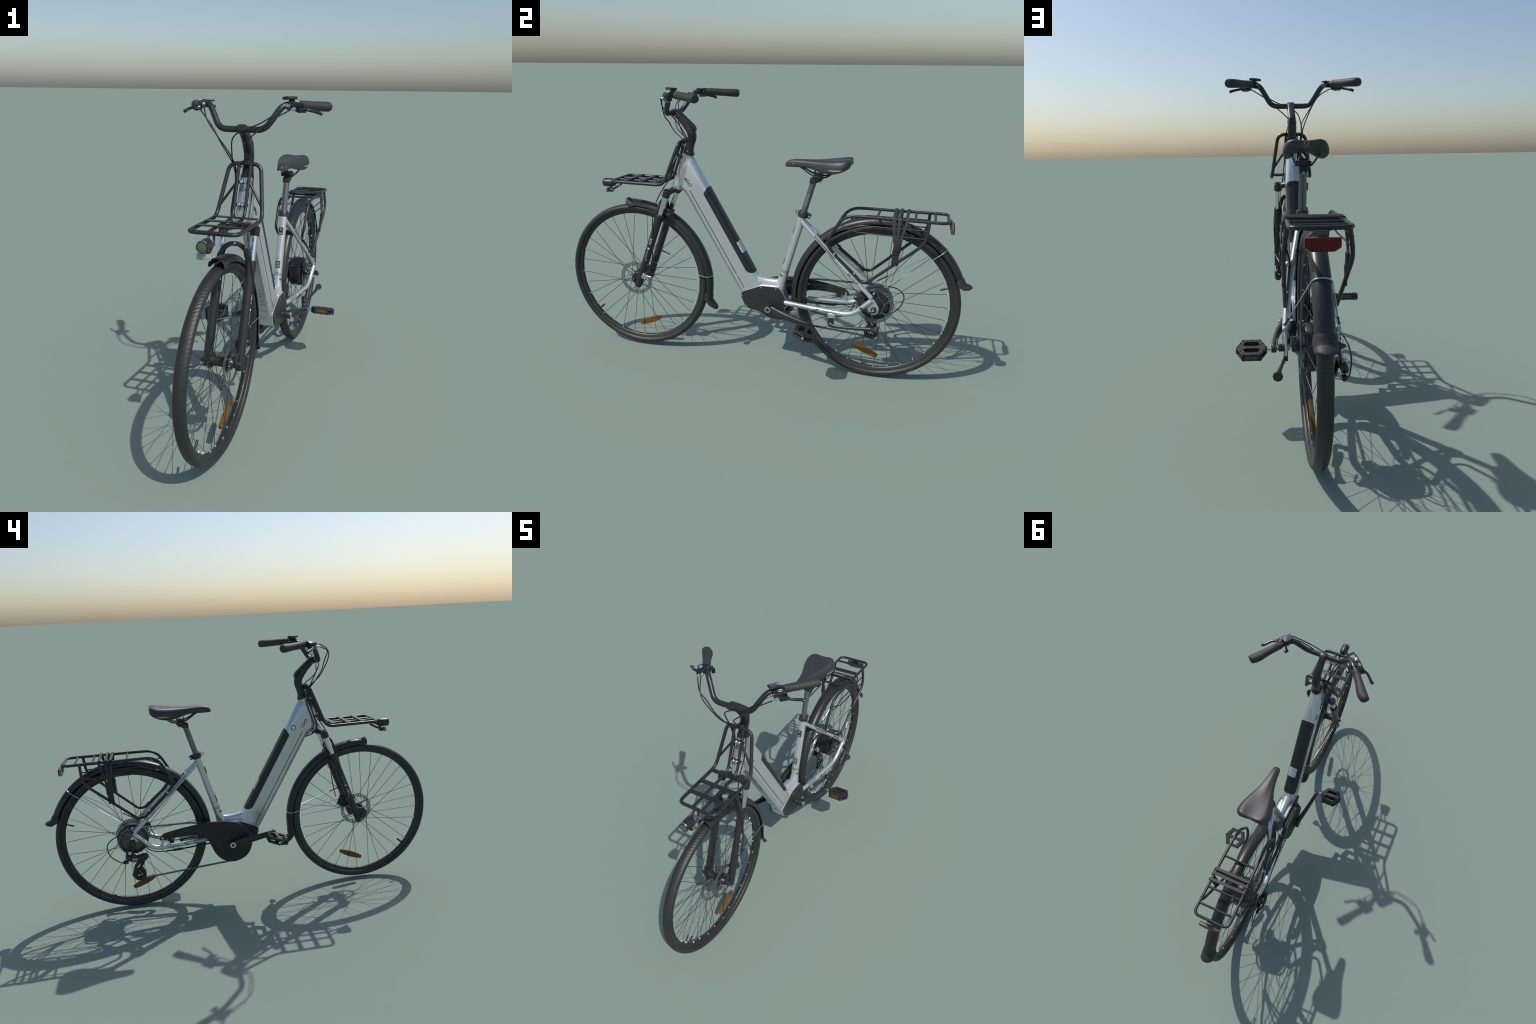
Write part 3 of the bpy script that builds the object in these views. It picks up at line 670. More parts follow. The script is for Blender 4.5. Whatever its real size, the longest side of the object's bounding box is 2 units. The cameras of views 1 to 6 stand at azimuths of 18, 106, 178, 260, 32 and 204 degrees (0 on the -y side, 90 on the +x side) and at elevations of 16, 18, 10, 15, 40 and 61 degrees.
for sx in (1, -1):
    A, B = V((sx * 0.180, -0.3055, 1.2965)), V((sx * 0.2765, -0.1775, 1.288))
    d = (B - A).normalized(); L = (B - A).length
    outw = V((0, 0, 1)).cross(d).normalized() * (1 if sx > 0 else -1)     # horizontal, rearward-inward side
    if outw.y > 0: outw = -outw
    inn = -outw
    # ergonomic grip: round collar, then swelling palm rest towards the rear/inside
    verts, faces, seg = [], [], 28
    rows = [(0.0, 0.0145, 0.0145, 0), (0.008, 0.0165, 0.0165, 0), (0.020, 0.0168, 0.0168, 0), (0.021, 0.0158, 0.0158, 0), (0.023, 0.0158, 0.0158, 0), (0.024, 0.0170, 0.0168, 0), (0.045, 0.0175, 0.0168, 0.0005), (0.070, 0.0185, 0.0168, 0.0015), (0.095, 0.0210, 0.0172, 0.0035), (0.115, 0.0230, 0.0180, 0.0050), (0.135, 0.0233, 0.0186, 0.0050), (0.150, 0.0222, 0.0188, 0.0035), (L - 0.002, 0.0205, 0.0184, 0.002), (L + 0.003, 0.0175, 0.0160, 0.001), (L + 0.0045, 0.010, 0.009, 0)]
    up = outw.cross(d).normalized()
    for t, a, b, sh in rows:
        c = A + d * t + inn * sh
        for k in range(seg):
            q = 2 * math.pi * k / seg; verts.append(c + outw * (a * math.cos(q)) + up * (b * math.sin(q)))
    for i in range(len(rows) - 1):
        for k in range(seg):
            l = (k + 1) % seg; faces.append((i * seg + k, i * seg + l, (i + 1) * seg + l, (i + 1) * seg + k))
    faces += [tuple(range(seg)), tuple(range((len(rows) - 1) * seg, len(rows) * seg))]
    obj("grip", verts, faces, GRIP, hb, angle=45)
    # brake lever and its housing, ahead of the bar
    g = Geo(); T = V((sx * 0.165, -0.322, 1.2965)); bd = (V((sx * 0.185, -0.299, 0)) - V((sx * 0.141, -0.350, 0))).normalized(); fwd = outw
    g.add(lathe([(-0.010, 0.0135), (-0.009, 0.0148), (0.009, 0.0148), (0.010, 0.0135)], T, bd, 22))
    R = frame_rot(bd, (0, 0, 1))
    g.add(box(T + fwd * 0.022 + bd * 0.004 + V((0, 0, 0.002)), 0.056, 0.035, 0.023, frame_rot(bd, V((0, 0, 1)) + fwd * 0.35), 0.008))
    g.add(box(T + fwd * 0.034 + bd * 0.016 + V((0, 0, -0.017)), 0.036, 0.026, 0.017, frame_rot(bd, V((0, 0, 1)) + fwd * 0.2), 0.003))
    g.make("lever_housing", GLOSS, hb)
    ov = [T + fwd * (0.026) + bd * 0.006 + V((0, 0, 0.0130)) + bd * (0.009 * math.cos(t)) + (fwd * 0.94 - V((0, 0, 0.33))) * (0.0058 * math.sin(t)) for t in arc_angles(0, 345, 24)]
    obj("lever_mark", *sweep(ov, 0.0008, seg=6, closed=True), WHITE, hb)
    obj("lever_mark", *sweep([ov[8] * 0.5 + ov[10] * 0.5, ov[20] * 0.5 + ov[22] * 0.5], 0.0009, seg=6), WHITE, hb)
    tip = V((0.2755 * sx, -0.2915, 1.264))
    s0 = T + fwd * 0.038 + bd * 0.020 + V((0, 0, -0.013))
    ax = (tip - s0).normalized()
    lp = spline([s0, s0.lerp(tip, 0.22) + fwd * 0.008, s0.lerp(tip, 0.5) + fwd * 0.006 + V((0, 0, 0.001)), s0.lerp(tip, 0.86) - fwd * 0.002 + V((0, 0, 0.002)), tip], 6)
    obj("brake_lever", *sweep(lp, [0.005, 0.0055, 0.006, 0.0065, 0.006], [0.006, 0.0055, 0.0055, 0.006, 0.0065], seg=14, up=(0, 0, 1), power=2.6), GLOSS, hb)
    bolts("lever_bolt", [(T + fwd * 0.036 + bd * 0.022 + V((0, 0, 0.0075)), (0, 0, 1)), (T + fwd * 0.02 - bd * 0.016 + V((0, 0, 0.0125)), (0, 0, 1)), (T + bd * 0.004 - fwd * 0.0145, -fwd), (lp[14] + V((0, 0, 0.004)), (0, 0, 1)), (lp[21] + V((0, 0, 0.004)), (0, 0, 1))], 0.0028, 0.0015, CHROME, hb)
    # cable adjusters
    g = Geo()
    j1, j2 = T + fwd * 0.036 - bd * 0.010 + V((0, 0, -0.014)), T + fwd * 0.022 - bd * 0.024 + V((0, 0, -0.002))
    for j, l in ((j1, 0.022), (j2, 0.022)):
        dd = (-bd + fwd * 0.4).normalized()
        g.add(lathe([(0, 0.0045), (0.001, 0.0068), (0.008, 0.0068), (0.009, 0.0045), (0.012, 0.0060), (0.017, 0.0060), (0.019, 0.0036), (l + 0.005, 0.0028)], j, dd, 10))
    g.make("cable_adjuster", CHROME, hb)
    dd = (-bd + fwd * 0.4).normalized(); TIPS[sx] = (j1 + dd * 0.024, j2 + dd * 0.024)
# handlebar computer on the left, small thumb switch, shift indicator on the right
dc = V((0.1615, -0.331, 1.3205)); dx = V((0.030, 0.040, 0)).normalized(); Rd = frame_rot(dx, (-0.08, 0.03, 1))
obj("display", *box(dc, 0.047, 0.033, 0.0105, Rd, 0.003), PLASTIC, hb)
obj("display_screen", *box(dc + Rd @ V((-0.007, 0, 0.0050)), 0.028, 0.026, 0.0016, Rd, 0.0006), SCREEN, hb)
for k in range(4): obj("display_button", *box(dc + Rd @ V((0.0125 + 0.006 * (k // 2), -0.006 + 0.012 * (k % 2), 0.0052)), 0.0045, 0.0085, 0.0016, Rd, 0.0006), GREYPRINT, hb)
obj("display_mount", *box(dc + Rd @ V((0.012, 0.004, -0.012)), 0.016, 0.016, 0.018, Rd, 0.003), PLASTIC, hb)
g = Geo(); g.add(box((0.152, -0.292, 1.283), 0.020, 0.017, 0.014, Rd, 0.004)); g.add(cyl((0.160, -0.312, 1.290), (0.153, -0.294, 1.284), 0.004)); g.make("thumb_switch", GLOSS, hb)
Rr = frame_rot((-0.030, 0.040, 0), (0, 0, 1))
obj("shift_indicator", *box((-0.150, -0.318, 1.3075), 0.024, 0.020, 0.006, Rr, 0.002), GLOSS, hb)
obj("shift_trigger", *box((-0.150, -0.302, 1.286), 0.030, 0.016, 0.012, Rr, 0.004), GLOSS, hb)
# cables
cb = empty("cable_set", bike, (0, -0.36, 1.0))
def cable(pts, r=0.0026, mat=PLASTIC): obj("cable", *sweep(spline(pts, 6), r, seg=8), mat, cb)
cable([TIPS[-1][1], (-0.136, -0.418, 1.272), (-0.118, -0.437, 1.238), (-0.085, -0.430, 1.187), (-0.052, -0.408, 1.132), (-0.045, -0.362, 1.088), (-0.040, -0.350, 1.060), (-0.034, -0.345, 1.0), (-0.0375, -0.364, 0.93), (-0.037, -0.375, 0.882), (-0.032, -0.360, 0.850), (-0.018, -0.326, 0.826)])
cable([TIPS[-1][0], (-0.136, -0.424, 1.258), (-0.105, -0.420, 1.215), (-0.078, -0.410, 1.16), (-0.055, -0.380, 1.105), (-0.048, -0.356, 1.072), (-0.040, -0.352, 1.02), (-0.044, -0.376, 0.94), (-0.044, -0.392, 0.885), (-0.036, -0.372, 0.842), (-0.014, -0.325, 0.822)])
cable([TIPS[1][0], (0.113, -0.401, 1.243), (0.055, -0.418, 1.195), (0.022, -0.412, 1.165), (0.011, -0.408, 1.146), (0.014, -0.385, 1.118), (0.023, -0.352, 1.092), (0.030, -0.352, 1.06), (0.032, -0.362, 1.0), (0.035, -0.390, 0.935), (0.040, -0.440, 0.872), (0.055, -0.478, 0.805), (0.072, -0.494, 0.745), (0.081, -0.498, 0.690), (0.083, -0.497, 0.62), (0.080, -0.507, 0.53), (0.072, -0.520, 0.455)])
cable([TIPS[1][1], (0.086, -0.412, 1.238), (0.003, -0.417, 1.203), (-0.026, -0.412, 1.182), (-0.040, -0.396, 1.156), (-0.049, -0.365, 1.10), (-0.050, -0.350, 1.07), (-0.030, -0.350, 1.02), (-0.041, -0.372, 0.945), (-0.046, -0.388, 0.875), (-0.034, -0.362, 0.838), (-0.010, -0.322, 0.818)])

# ================================================================== front rack
ra = empty("front_rack", bike, (0, -0.5, 0.9))
loop = [(0, -0.357, 1.081), (0.062, -0.353, 1.078), (0.0915, -0.426, 0.883), (0.090, -0.695, 0.886), (0, -0.695, 0.886)]
path = loop + [(-x, y, z) for x, y, z in reversed(loop[1:-1])]
obj("rack_tube", *sweep(fillet(path, [0, 0.045, 0.036, 0.03, 0, 0.03, 0.036, 0.045], 8, closed=True), 0.0078, seg=16, closed=True), BLACK, ra)
for sx in (1, -1):
    obj("rack_rod", *sweep(fillet([(sx * 0.023, -0.357, 1.080), (sx * 0.023, -0.431, 0.884), (sx * 0.023, -0.694, 0.884)], 0.04, 8), 0.0064, seg=14), BLACK, ra)
    obj("rack_brace", *sweep([(sx * 0.0255, -0.379, 1.012), (sx * 0.082, -0.407, 0.928)], 0.0052, seg=12), BLACK, ra)
for y in (-0.467, -0.546, -0.622):
    obj("rack_slat", *box((0, y, 0.8935), 0.172, 0.0225, 0.0035, None, 0.001), BLACK, ra)
for k, (y, z) in enumerate(((-0.3775, 1.014), (-0.4085, 0.932))):
    obj("rack_bracket", *box((0, y + 0.012, z - 0.003), 0.050, 0.016, 0.012, frame_rot((1, 0, 0), -HD), 0.003), BLACK, ra)
    bolts("rack_bolt", [((sx * 0.0085, y + 0.001, z), V((0, -0.93, 0.36))) for sx in (1, -1)], 0.0078, 0.0045, CHROME, ra)
# head lamp hung under the front edge
hl = empty("headlight", bike, (0, -0.74, 0.86))
g = Geo(); g.add(sweep(fillet([(0.004, -0.690, 0.878), (0.006, -0.694, 0.855), (0.008, -0.742, 0.829), (0.004, -0.756, 0.845)], 0.01, 4), 0.0055, 0.004, seg=10)); g.add(sweep(fillet([(-0.012, -0.694, 0.880), (-0.012, -0.705, 0.862), (-0.006, -0.728, 0.858)], 0.01, 4), 0.0045, 0.004, seg=10))
g.add(box((0.004, -0.754, 0.824), 0.016, 0.022, 0.018, None, 0.003)); g.make("lamp_bracket", BLACK, hl)
bolts("lamp_bolt", [((0.0135, -0.700, 0.850), (1, 0, 0)), ((0.0125, -0.744, 0.829), (1, 0, 0))], 0.004, 0.003, CHROME, hl)
obj("lamp_body", *lathe([(0, 0.007), (0.001, 0.0125), (0.008, 0.0175), (0.016, 0.0200), (0.050, 0.0208), (0.058, 0.0205), (0.0625, 0.0190), (0.0600, 0.0178)], (0, -0.727, 0.862), (0, -1, -0.03), 36), BLACK, hl)
obj("lamp_lens", *lathe([(0, 0.0184), (0.0022, 0.0170), (0.004, 0.010), (0.0045, 0.002)], (0, -0.7865, 0.8602), (0, -1, -0.03), 32), LENS, hl)
obj("lamp_trim", *sweep([V((0.0209 * math.sin(t), -0.783, 0.8605 + 0.0209 * math.cos(t))) for t in arc_angles(-48, 48, 14)], 0.0018, seg=8), CHROME, hl)
obj("reflector", *box((0.0, -0.7695, 0.8245), 0.050, 0.005, 0.022, None, 0.002), CLEAR, hl)

# ================================================================== fenders
def fender(C, R, a0, a1, hw, depth, name, parent, n=72):
    verts, faces = [], []; prof = []
    for k in range(15):
        t = -1 + 2 * k / 14
        prof.append((hw * math.sin(t * math.pi / 2) * 1.0, -depth * (1 - math.cos(t * math.pi / 2)) ** 1.15))
    th = 0.0016; m = len(prof)
    full = prof + [(x * 0.95, z - th) for x, z in reversed(prof)]
    m = len(full)
    for a in arc_angles(a0, a1, n):
        r_ = V((0, math.cos(a), math.sin(a)))
        for x, dz in full: verts.append(C + r_ * (R + dz) + V((x, 0, 0)))
    for i in range(n - 1):
        for k in range(m):
            l = (k + 1) % m; faces.append((i * m + k, i * m + l, (i + 1) * m + l, (i + 1) * m + k))
    faces += [tuple(range(m)), tuple(range((n - 1) * m, n * m))]
    return obj(name, verts, faces, BLACK, parent, angle=45)
fd = empty("fender_set", bike, (0, 0, 0.4))
fender(V((0, 0.581, 0.381)), 0.4025, 186, 20, 0.0285, 0.026, "fender", fd, 90)
fender(V((0, -0.6265, 0.381)), 0.4035, 92, -11.5, 0.0280, 0.026, "fender", fd, 64)
# end pieces and mud flaps
def flap(stations, name):
    verts, faces = [], []; m = 13
    for c, t, w, dp, th in stations:
        c = V(c); t = V(t).normalized()
        for lay in (0, 1):
            for k in range(m):
                u = -1 + 2 * k / (m - 1)
                if lay: u = -u
                verts.append(c + V((w * math.sin(u * math.pi / 2), 0, 0)) - t * (dp * (1 - math.cos(u * math.pi / 2)) + lay * th))
    M2 = 2 * m
    for i in range(len(stations) - 1):
        for k in range(M2):
            l = (k + 1) % M2; faces.append((i * M2 + k, i * M2 + l, (i + 1) * M2 + l, (i + 1) * M2 + k))
    faces += [tuple(range(M2)), tuple(range((len(stations) - 1) * M2, len(stations) * M2))]
    return obj(name, verts, faces, RUBBER, fd, angle=50)
def fpt(C, R, a): return C + V((0, math.cos(math.radians(a)), math.sin(math.radians(a)))) * R
def fdir(a): return V((0, math.cos(math.radians(a)), math.sin(math.radians(a))))
CR, CF = V((0, 0.581, 0.381)), V((0, -0.6265, 0.381))
flap([(fpt(CR, 0.4035, 23), fdir(23), 0.0300, 0.027, 0.003), (fpt(CR, 0.407, 21), fdir(22), 0.0335, 0.030, 0.004), (fpt(CR, 0.407, 19), fdir(21), 0.0340, 0.030, 0.004), ((0, 0.970, 0.511), (0, 0.45, 0.9), 0.0325, 0.022, 0.003), ((0, 0.985, 0.5055), (0, 0.34, 0.94), 0.0290, 0.012, 0.003), ((0, 0.992, 0.501), (0, 0.40, 0.92), 0.019, 0.006, 0.003), ((0, 0.9955, 0.4975), (0, 0.5, 0.87), 0.008, 0.001, 0.002)], "mud_flap")
flap([(fpt(CF, 0.4035, -7), fdir(-7), 0.0295, 0.027, 0.003), (fpt(CF, 0.407, -9.5), fdir(-9), 0.0325, 0.030, 0.004), (fpt(CF, 0.407, -12), fdir(-11), 0.0325, 0.030, 0.004), ((0, -0.217, 0.280), (0, 0.80, 0.45), 0.030, 0.018, 0.003), ((0, -0.206, 0.264), (0, 0.8, 0.5), 0.026, 0.008, 0.003), ((0, -0.2015, 0.253), (0, 0.85, 0.4), 0.016, 0.003, 0.003), ((0, -0.203, 0.2475), (0, 0.9, 0.2), 0.006, 0.001, 0.002)], "mud_flap")
flap([(fpt(CF, 0.4040, 89.3), fdir(89), 0.0290, 0.027, 0.003), (fpt(CF, 0.4055, 90.2), fdir(90), 0.0300, 0.030, 0.004), (fpt(CF, 0.4055, 92.5), fdir(92), 0.0295, 0.030, 0.004), (fpt(CF, 0.4085, 94.0), fdir(94), 0.0300, 0.031, 0.004), (fpt(CF, 0.4125, 95.0), fdir(94), 0.0315, 0.032, 0.0035), (fpt(CF, 0.4130, 95.4), fdir(94), 0.0305, 0.031, 0.002)], "fender_tip")
bolts("flap_bolt", [((0.012 * s, -0.2035, 0.2545), (0, 0.85, 0.4)) for s in (0,)], 0.003, 0.001, STEEL, fd)
# wire stays: black sleeve at the frame end, bright wire hooped over the fender
def stay(Cf, a, base, Rf, nm="fender_stay"):
    top = [Cf + fdir(a) * (Rf + 0.0015 - 0.026 * (1 - math.cos(t)) ** 1.15) + V((0.0303 * math.sin(t), 0, 0)) for t in arc_angles(-84, 84, 17)]
    b0, b1 = V((-base[0], base[1], base[2])), V(base)
    e0, e1 = b0.lerp(top[0], 0.02), b1.lerp(top[-1], 0.02)
    obj(nm, *sweep([e0] + top + [e1], 0.0019, seg=8), CHROME, fd)
    for b, t in ((b0, top[0]), (b1, top[-1])):
        d = (t - b).normalized()
        g = Geo(); g.add(sweep([b - d * 0.004, b + d * 0.055], [0.0034, 0.0028], seg=8)); g.add(cyl(b + d * 0.050, b + d * 0.056, 0.0042, seg=8)); g.make("stay_sleeve", PLASTIC, fd)
        if Cf is CR: bolts("stay_bolt", [(b + V((math.copysign(0.004, b.x), 0, 0)), (math.copysign(1, b.x), 0, 0)), (b + V((-math.copysign(0.003, b.x), 0.003, 0.004)), (0, 0.6, 0.8))], 0.0045, 0.003, CHROME, fd)
        else: bolts("stay_bolt", [(b + V((math.copysign(0.003, b.x), 0, 0)), (math.copysign(1, b.x), 0, 0))], 0.003, 0.002, CHROME, fd)
stay(CR, 44.3, (0.0865, 0.576, 0.452), 0.4035)
stay(CF, 6.2, (0.083, -0.541, 0.502), 0.4035)

# ================================================================== drive train
dr = empty("drivetrain", bike, (0, 0.083, 0.309))
XC = -0.0555   # chain line
# chainring
g = Geo()
vo = []
for k in range(176):
    a = 2 * math.pi * k / 176; rr = 0.103 if k % 4 in (0, 1) else 0.098
    for x, r in ((XC - 0.0012, 0.086), (XC - 0.0012, rr), (XC + 0.0012, rr), (XC + 0.0012, 0.086)): vo.append(BB + V((x, r * math.cos(a), r * math.sin(a))))
fo = []
for k in range(176):
    l = (k + 1) % 176
    for j in range(4): fo.append((k * 4 + j, k * 4 + (j + 1) % 4, l * 4 + (j + 1) % 4, l * 4 + j))
g.add((vo, fo))
for k in range(5):
    a = math.radians(20 + 72 * k); g.add(sweep([BB + V((XC, 0.02 * math.cos(a), 0.02 * math.sin(a))), BB + V((XC, 0.096 * math.cos(a), 0.096 * math.sin(a)))], [0.014, 0.011], 0.002, seg=8, up=(1, 0, 0)))
g.make("chainring", DARKSTEEL, dr, angle=25)
# chain: links laid along ring, upper run, cassette, jockey wheels and lower run
J1, J2 = V((0, 0.552, 0.268)), V((0, 0.5625, 0.196))
def arcp(C, r, a0, a1, n=14): return [C + V((0, r * math.cos(t), r * math.sin(t))) for t in arc_angles(a0, a1, n)]
XB = V((XC, 0, 0)); XR = V((-0.058, 0, 0))
cp = []
cp += [p + XB for p in arcp(BB, 0.1055, 275, 92, 30)]                 # round the front of the ring, bottom to top
cp += [V((XC, 0.3, 0.4405))]
cp += [p + XR for p in arcp(RA, 0.067, 90, -75, 14)]
cp += [p + XR for p in arcp(J1, 0.019, 80, 250, 8)]
cp += [p + XR for p in arcp(J2, 0.0265, 60, -80, 10)]
segs = [0.0]
for i in range(len(cp)): segs.append(segs[-1] + (cp[(i + 1) % len(cp)] - cp[i]).length)
tot = segs[-1]; nl = int(tot / 0.0148) // 2 * 2; pitch = tot / nl
def chain_at(t):
    t %= tot
    lo = max(i for i in range(len(cp)) if segs[i] <= t + 1e-9)
    u = (t - segs[lo]) / max(1e-9, segs[lo + 1] - segs[lo]); return cp[lo].lerp(cp[(lo + 1) % len(cp)], u)
g = Geo()
for i in range(nl):
    p, q = chain_at(i * pitch), chain_at((i + 1) * pitch); d = (q - p).normalized(); hx_ = 0.0034 if i % 2 else 0.0021
    R = frame_rot((1, 0, 0), d)
    for sx in (1, -1): g.add(box((p + q) / 2 + V((sx * hx_, 0, 0)), 0.0012, 0.0062, pitch * 1.2, R, 0.0))
    g.add(lathe([(-0.0042, 0.0048), (0.0042, 0.0048)], p, (1, 0, 0), 8))
g.make("chain", CHAINMAT, dr, kind="stuff", smooth=False)
# chain guard: teardrop shield with embossed rings
guard = [(0.455, 0.3655), (0.433, 0.402), (0.34, 0.420), (0.253, 0.4315), (0.183, 0.437), (0.13, 0.4355), (0.085, 0.430), (0.045, 0.417), (0.011, 0.391), (-0.012, 0.35), (-0.021, 0.305), (-0.012, 0.262), (0.010, 0.232), (0.045, 0.213), (0.083, 0.2065), (0.115, 0.213), (0.145, 0.231), (0.172, 0.262), (0.190, 0.305), (0.207, 0.346), (0.228, 0.366), (0.255, 0.375), (0.30, 0.379), (0.36, 0.376)]
gp = [(p.y, p.z) for p in fillet([(0, a, b) for a, b in guard], 0.03, 4, closed=True)]
obj("chain_guard", *prism_x(gp, -0.064, -0.0745, 0.0028), PLASTIC, dr, angle=25)
prof = [(0.0, 0.100)]
for r in (0.096, 0.082, 0.068, 0.054): prof += [(0.0005, r + 0.001), (0.0022, r - 0.001), (0.0022, r - 0.006), (0.0008, r - 0.009)]
prof += [(0.003, 0.040), (0.0055, 0.036), (0.0055, 0.024)]
obj("guard_boss", *lathe(prof, BB + V((-0.0742, 0, 0)), (-1, 0, 0), 64), PLASTIC, dr, angle=20)
g = Geo(); g.add(cyl((-0.069, 0.432, 0.384), (-0.069, 0.435, 0.345), 0.0065)); g.make("guard_post", SILVER, dr)
bolts("guard_bolt", [((-0.0745, 0.433, 0.381), (-1, 0, 0))], 0.0055, 0.003, CHROME, dr)
obj("guard_clip", *box((-0.066, 0.398, 0.365), 0.008, 0.022, 0.016, None, 0.002), PLASTIC, dr)
# cranks and pedals
def crank(sx, end, hubx):
    E_ = V(end); H = BB + V((sx * hubx, 0, 0))
    d = (E_ - H); flat = V((0, d.y, d.z)).normalized(); perp = V((0, -flat.z, flat.y))
    L = V((0, d.y, d.z)).length
    pts = spline([H - flat * 0.012, H + flat * 0.02 + V((sx * 0.002, 0, 0)), H + flat * (L * 0.35) + V((sx * (0.022 if sx > 0 else 0.014), 0, 0)), H + flat * (L * 0.68) + V((sx * (0.037 if sx > 0 else 0.027), 0, 0)), E_ - flat * 0.018, E_ + flat * 0.010], 7)
    g = Geo(); g.add(sweep(pts, [0.013, 0.0200, 0.0180, 0.0145, 0.0135, 0.0100], [0.0105, 0.0125, 0.0110, 0.0100, 0.0095, 0.0080], seg=20, up=(1, 0, 0), power=2.8))
    g.add(lathe([(-0.020, 0.017), (-0.018, 0.0195), (0.010, 0.0195), (0.0140, 0.0175)], H, (sx, 0, 0), 30))
    g.add(lathe([(-0.010, 0.0125), (0.009, 0.0125)], E_, (sx, 0, 0), 20))
    g.make("crank", BLACK, dr)
    obj("crank_ring", *lathe([(0.0125, 0.0085), (0.0130, 0.0155), (0.0165, 0.0148), (0.0165, 0.0085)], H, (sx, 0, 0), 28, closed=True), CHROME, dr)
    obj("crank_bolt", *lathe([(0.006, 0.009), (0.0140, 0.0088), (0.0150, 0.0060), (0.0125, 0.0045)], H, (sx, 0, 0), 16), STEEL if sx < 0 else BLACK, dr)
    mid = pts[int(len(pts) * 0.52)] + V((sx * 0.0098, 0, 0))
    tl = (pts[int(len(pts) * 0.62)] - pts[int(len(pts) * 0.42)]).normalized()
    text("lettering", "Prowheel", 0.0078, lambda u, v, w, mid=mid, tl=tl, perp=perp, sx=sx: mid + tl * u + perp * (v * sx) + V((sx * w, 0, 0)), GREYPRINT, dr, 0.0004)
    obj("spindle", *cyl(BB + V((sx * 0.035, 0, 0)), H, 0.0095), STEEL, dr)
crank(1, (0.116, 0.292, 0.274), 0.072)
crank(-1, (-0.126, -0.126, 0.3655), 0.092)
def pedal(c, pitch):
    pd = empty("pedal", bike, c); sx = 1 if c[0] > 0 else -1
    Rm = Matrix.Rotation(math.radians(pitch), 3, 'X'); c = V(c)
    def W(x, y, z): return c + Rm @ V((x, y, z))
    hx6 = [(0.058, 0.0), (0.034, 0.050), (-0.034, 0.050), (-0.058, 0.0), (-0.034, -0.050), (0.034, -0.050)]
    h = 0.0142; g = Geo()
    def ringp(outer, inner, h0, h1):
        n = len(outer); vs = []
        for pt, z, ins in [(outer, h0, 0.0015), (outer, h0 + 0.0015, 0), (outer, h1 - 0.0015, 0), (outer, h1, 0.0015), (inner, h1, 0), (inner, h0, 0)]:
            for x, y in pt:
                k = 1 - ins / 0.05; vs.append(W(x * k, y * k, z))
        fs = []
        for j in range(6):
            jj = (j + 1) % 6
            for i in range(n): fs.append((j * n + i, j * n + (i + 1) % n, jj * n + (i + 1) % n, jj * n + i))
        return vs, fs
    g.add(ringp(hx6, [(x * 0.66, y * 0.68) for x, y in hx6], -h, -h + 0.010)); g.add(ringp(hx6, [(x * 0.66, y * 0.68) for x, y in hx6], h - 0.010, h))
    for x, y in hx6: g.add(box(W(x * 0.88, y * 0.88, 0), 0.014, 0.012, 2 * h - 0.004, Rm, 0.002))
    for sy in (1, -1):
        g.add(box(W(0, sy * 0.041, 0), 0.060, 0.004, 2 * h - 0.004, Rm, 0.001))
    # hour-glass centre plate over the spindle
    for z in (-1, 1):
        pl_ = [(-0.05, 0.018), (-0.018, 0.008), (0.018, 0.008), (0.05, 0.018), (0.05, -0.018), (0.018, -0.008), (-0.018, -0.008), (-0.05, -0.018)]
        vs = [W(x, y, z * (h - 0.004)) for x, y in pl_] + [W(x, y, z * (h + 0.0002)) for x, y in pl_]; n = len(pl_)
        g.add((vs, [tuple(range(n)), tuple(range(n, 2 * n))] + [(i, (i + 1) % n, n + (i + 1) % n, n + i) for i in range(n)]))
    g.add(cyl(W(-0.05, 0, 0), W(0.05, 0, 0), 0.0088))
    g.make("pedal_body", PLASTIC, pd, angle=30)
    for sy in (1, -1): obj("pedal_reflector", *box(W(0, sy * 0.0485, -0.0005), 0.046, 0.003, 0.015, Rm, 0.0008), AMBER, pd)
    v, f = lathe([(0, 0.0021), (0.003, 0.0019), (0.0034, 0.001)], (0, 0, 0), (0, 0, 1), 8)
    pin = [(x, y, z) for x, y in ((0.051, 0), (-0.051, 0), (0.031, 0.044), (-0.031, 0.044), (0.031, -0.044), (-0.031, -0.044), (0.042, 0.024), (-0.042, 0.024), (0.042, -0.024), (-0.042, -0.024), (0, 0.044), (0, -0.044)) for z in (1, -1)]
    first = obj("pedal_pin", v, f, GLOSS, pd)
    for i, (x, y, z) in enumerate(pin):
        o = first if i == 0 else first.copy()
        if i: bpy.context.scene.collection.objects.link(o)
        o.parent = pd
        o.matrix_local = Matrix.Translation(W(x, y, z * (h - 0.0002)) - c) @ (Rm @ V((0, 0, z))).to_track_quat("Z", "Y").to_matrix().to_4x4()
    obj("pedal_axle", *cyl(W(-sx * 0.05, 0, 0), W(-sx * 0.092, 0, 0), 0.0062), CHROME, pd)
    bolts("pedal_cap", [(W(sx * 0.058, 0, 0), (sx, 0, 0))], 0.0062, 0.002, CHROME, pd)
pedal((0.199, 0.292, 0.272), -16)
pedal((-0.212, -0.126, 0.3645), 14)
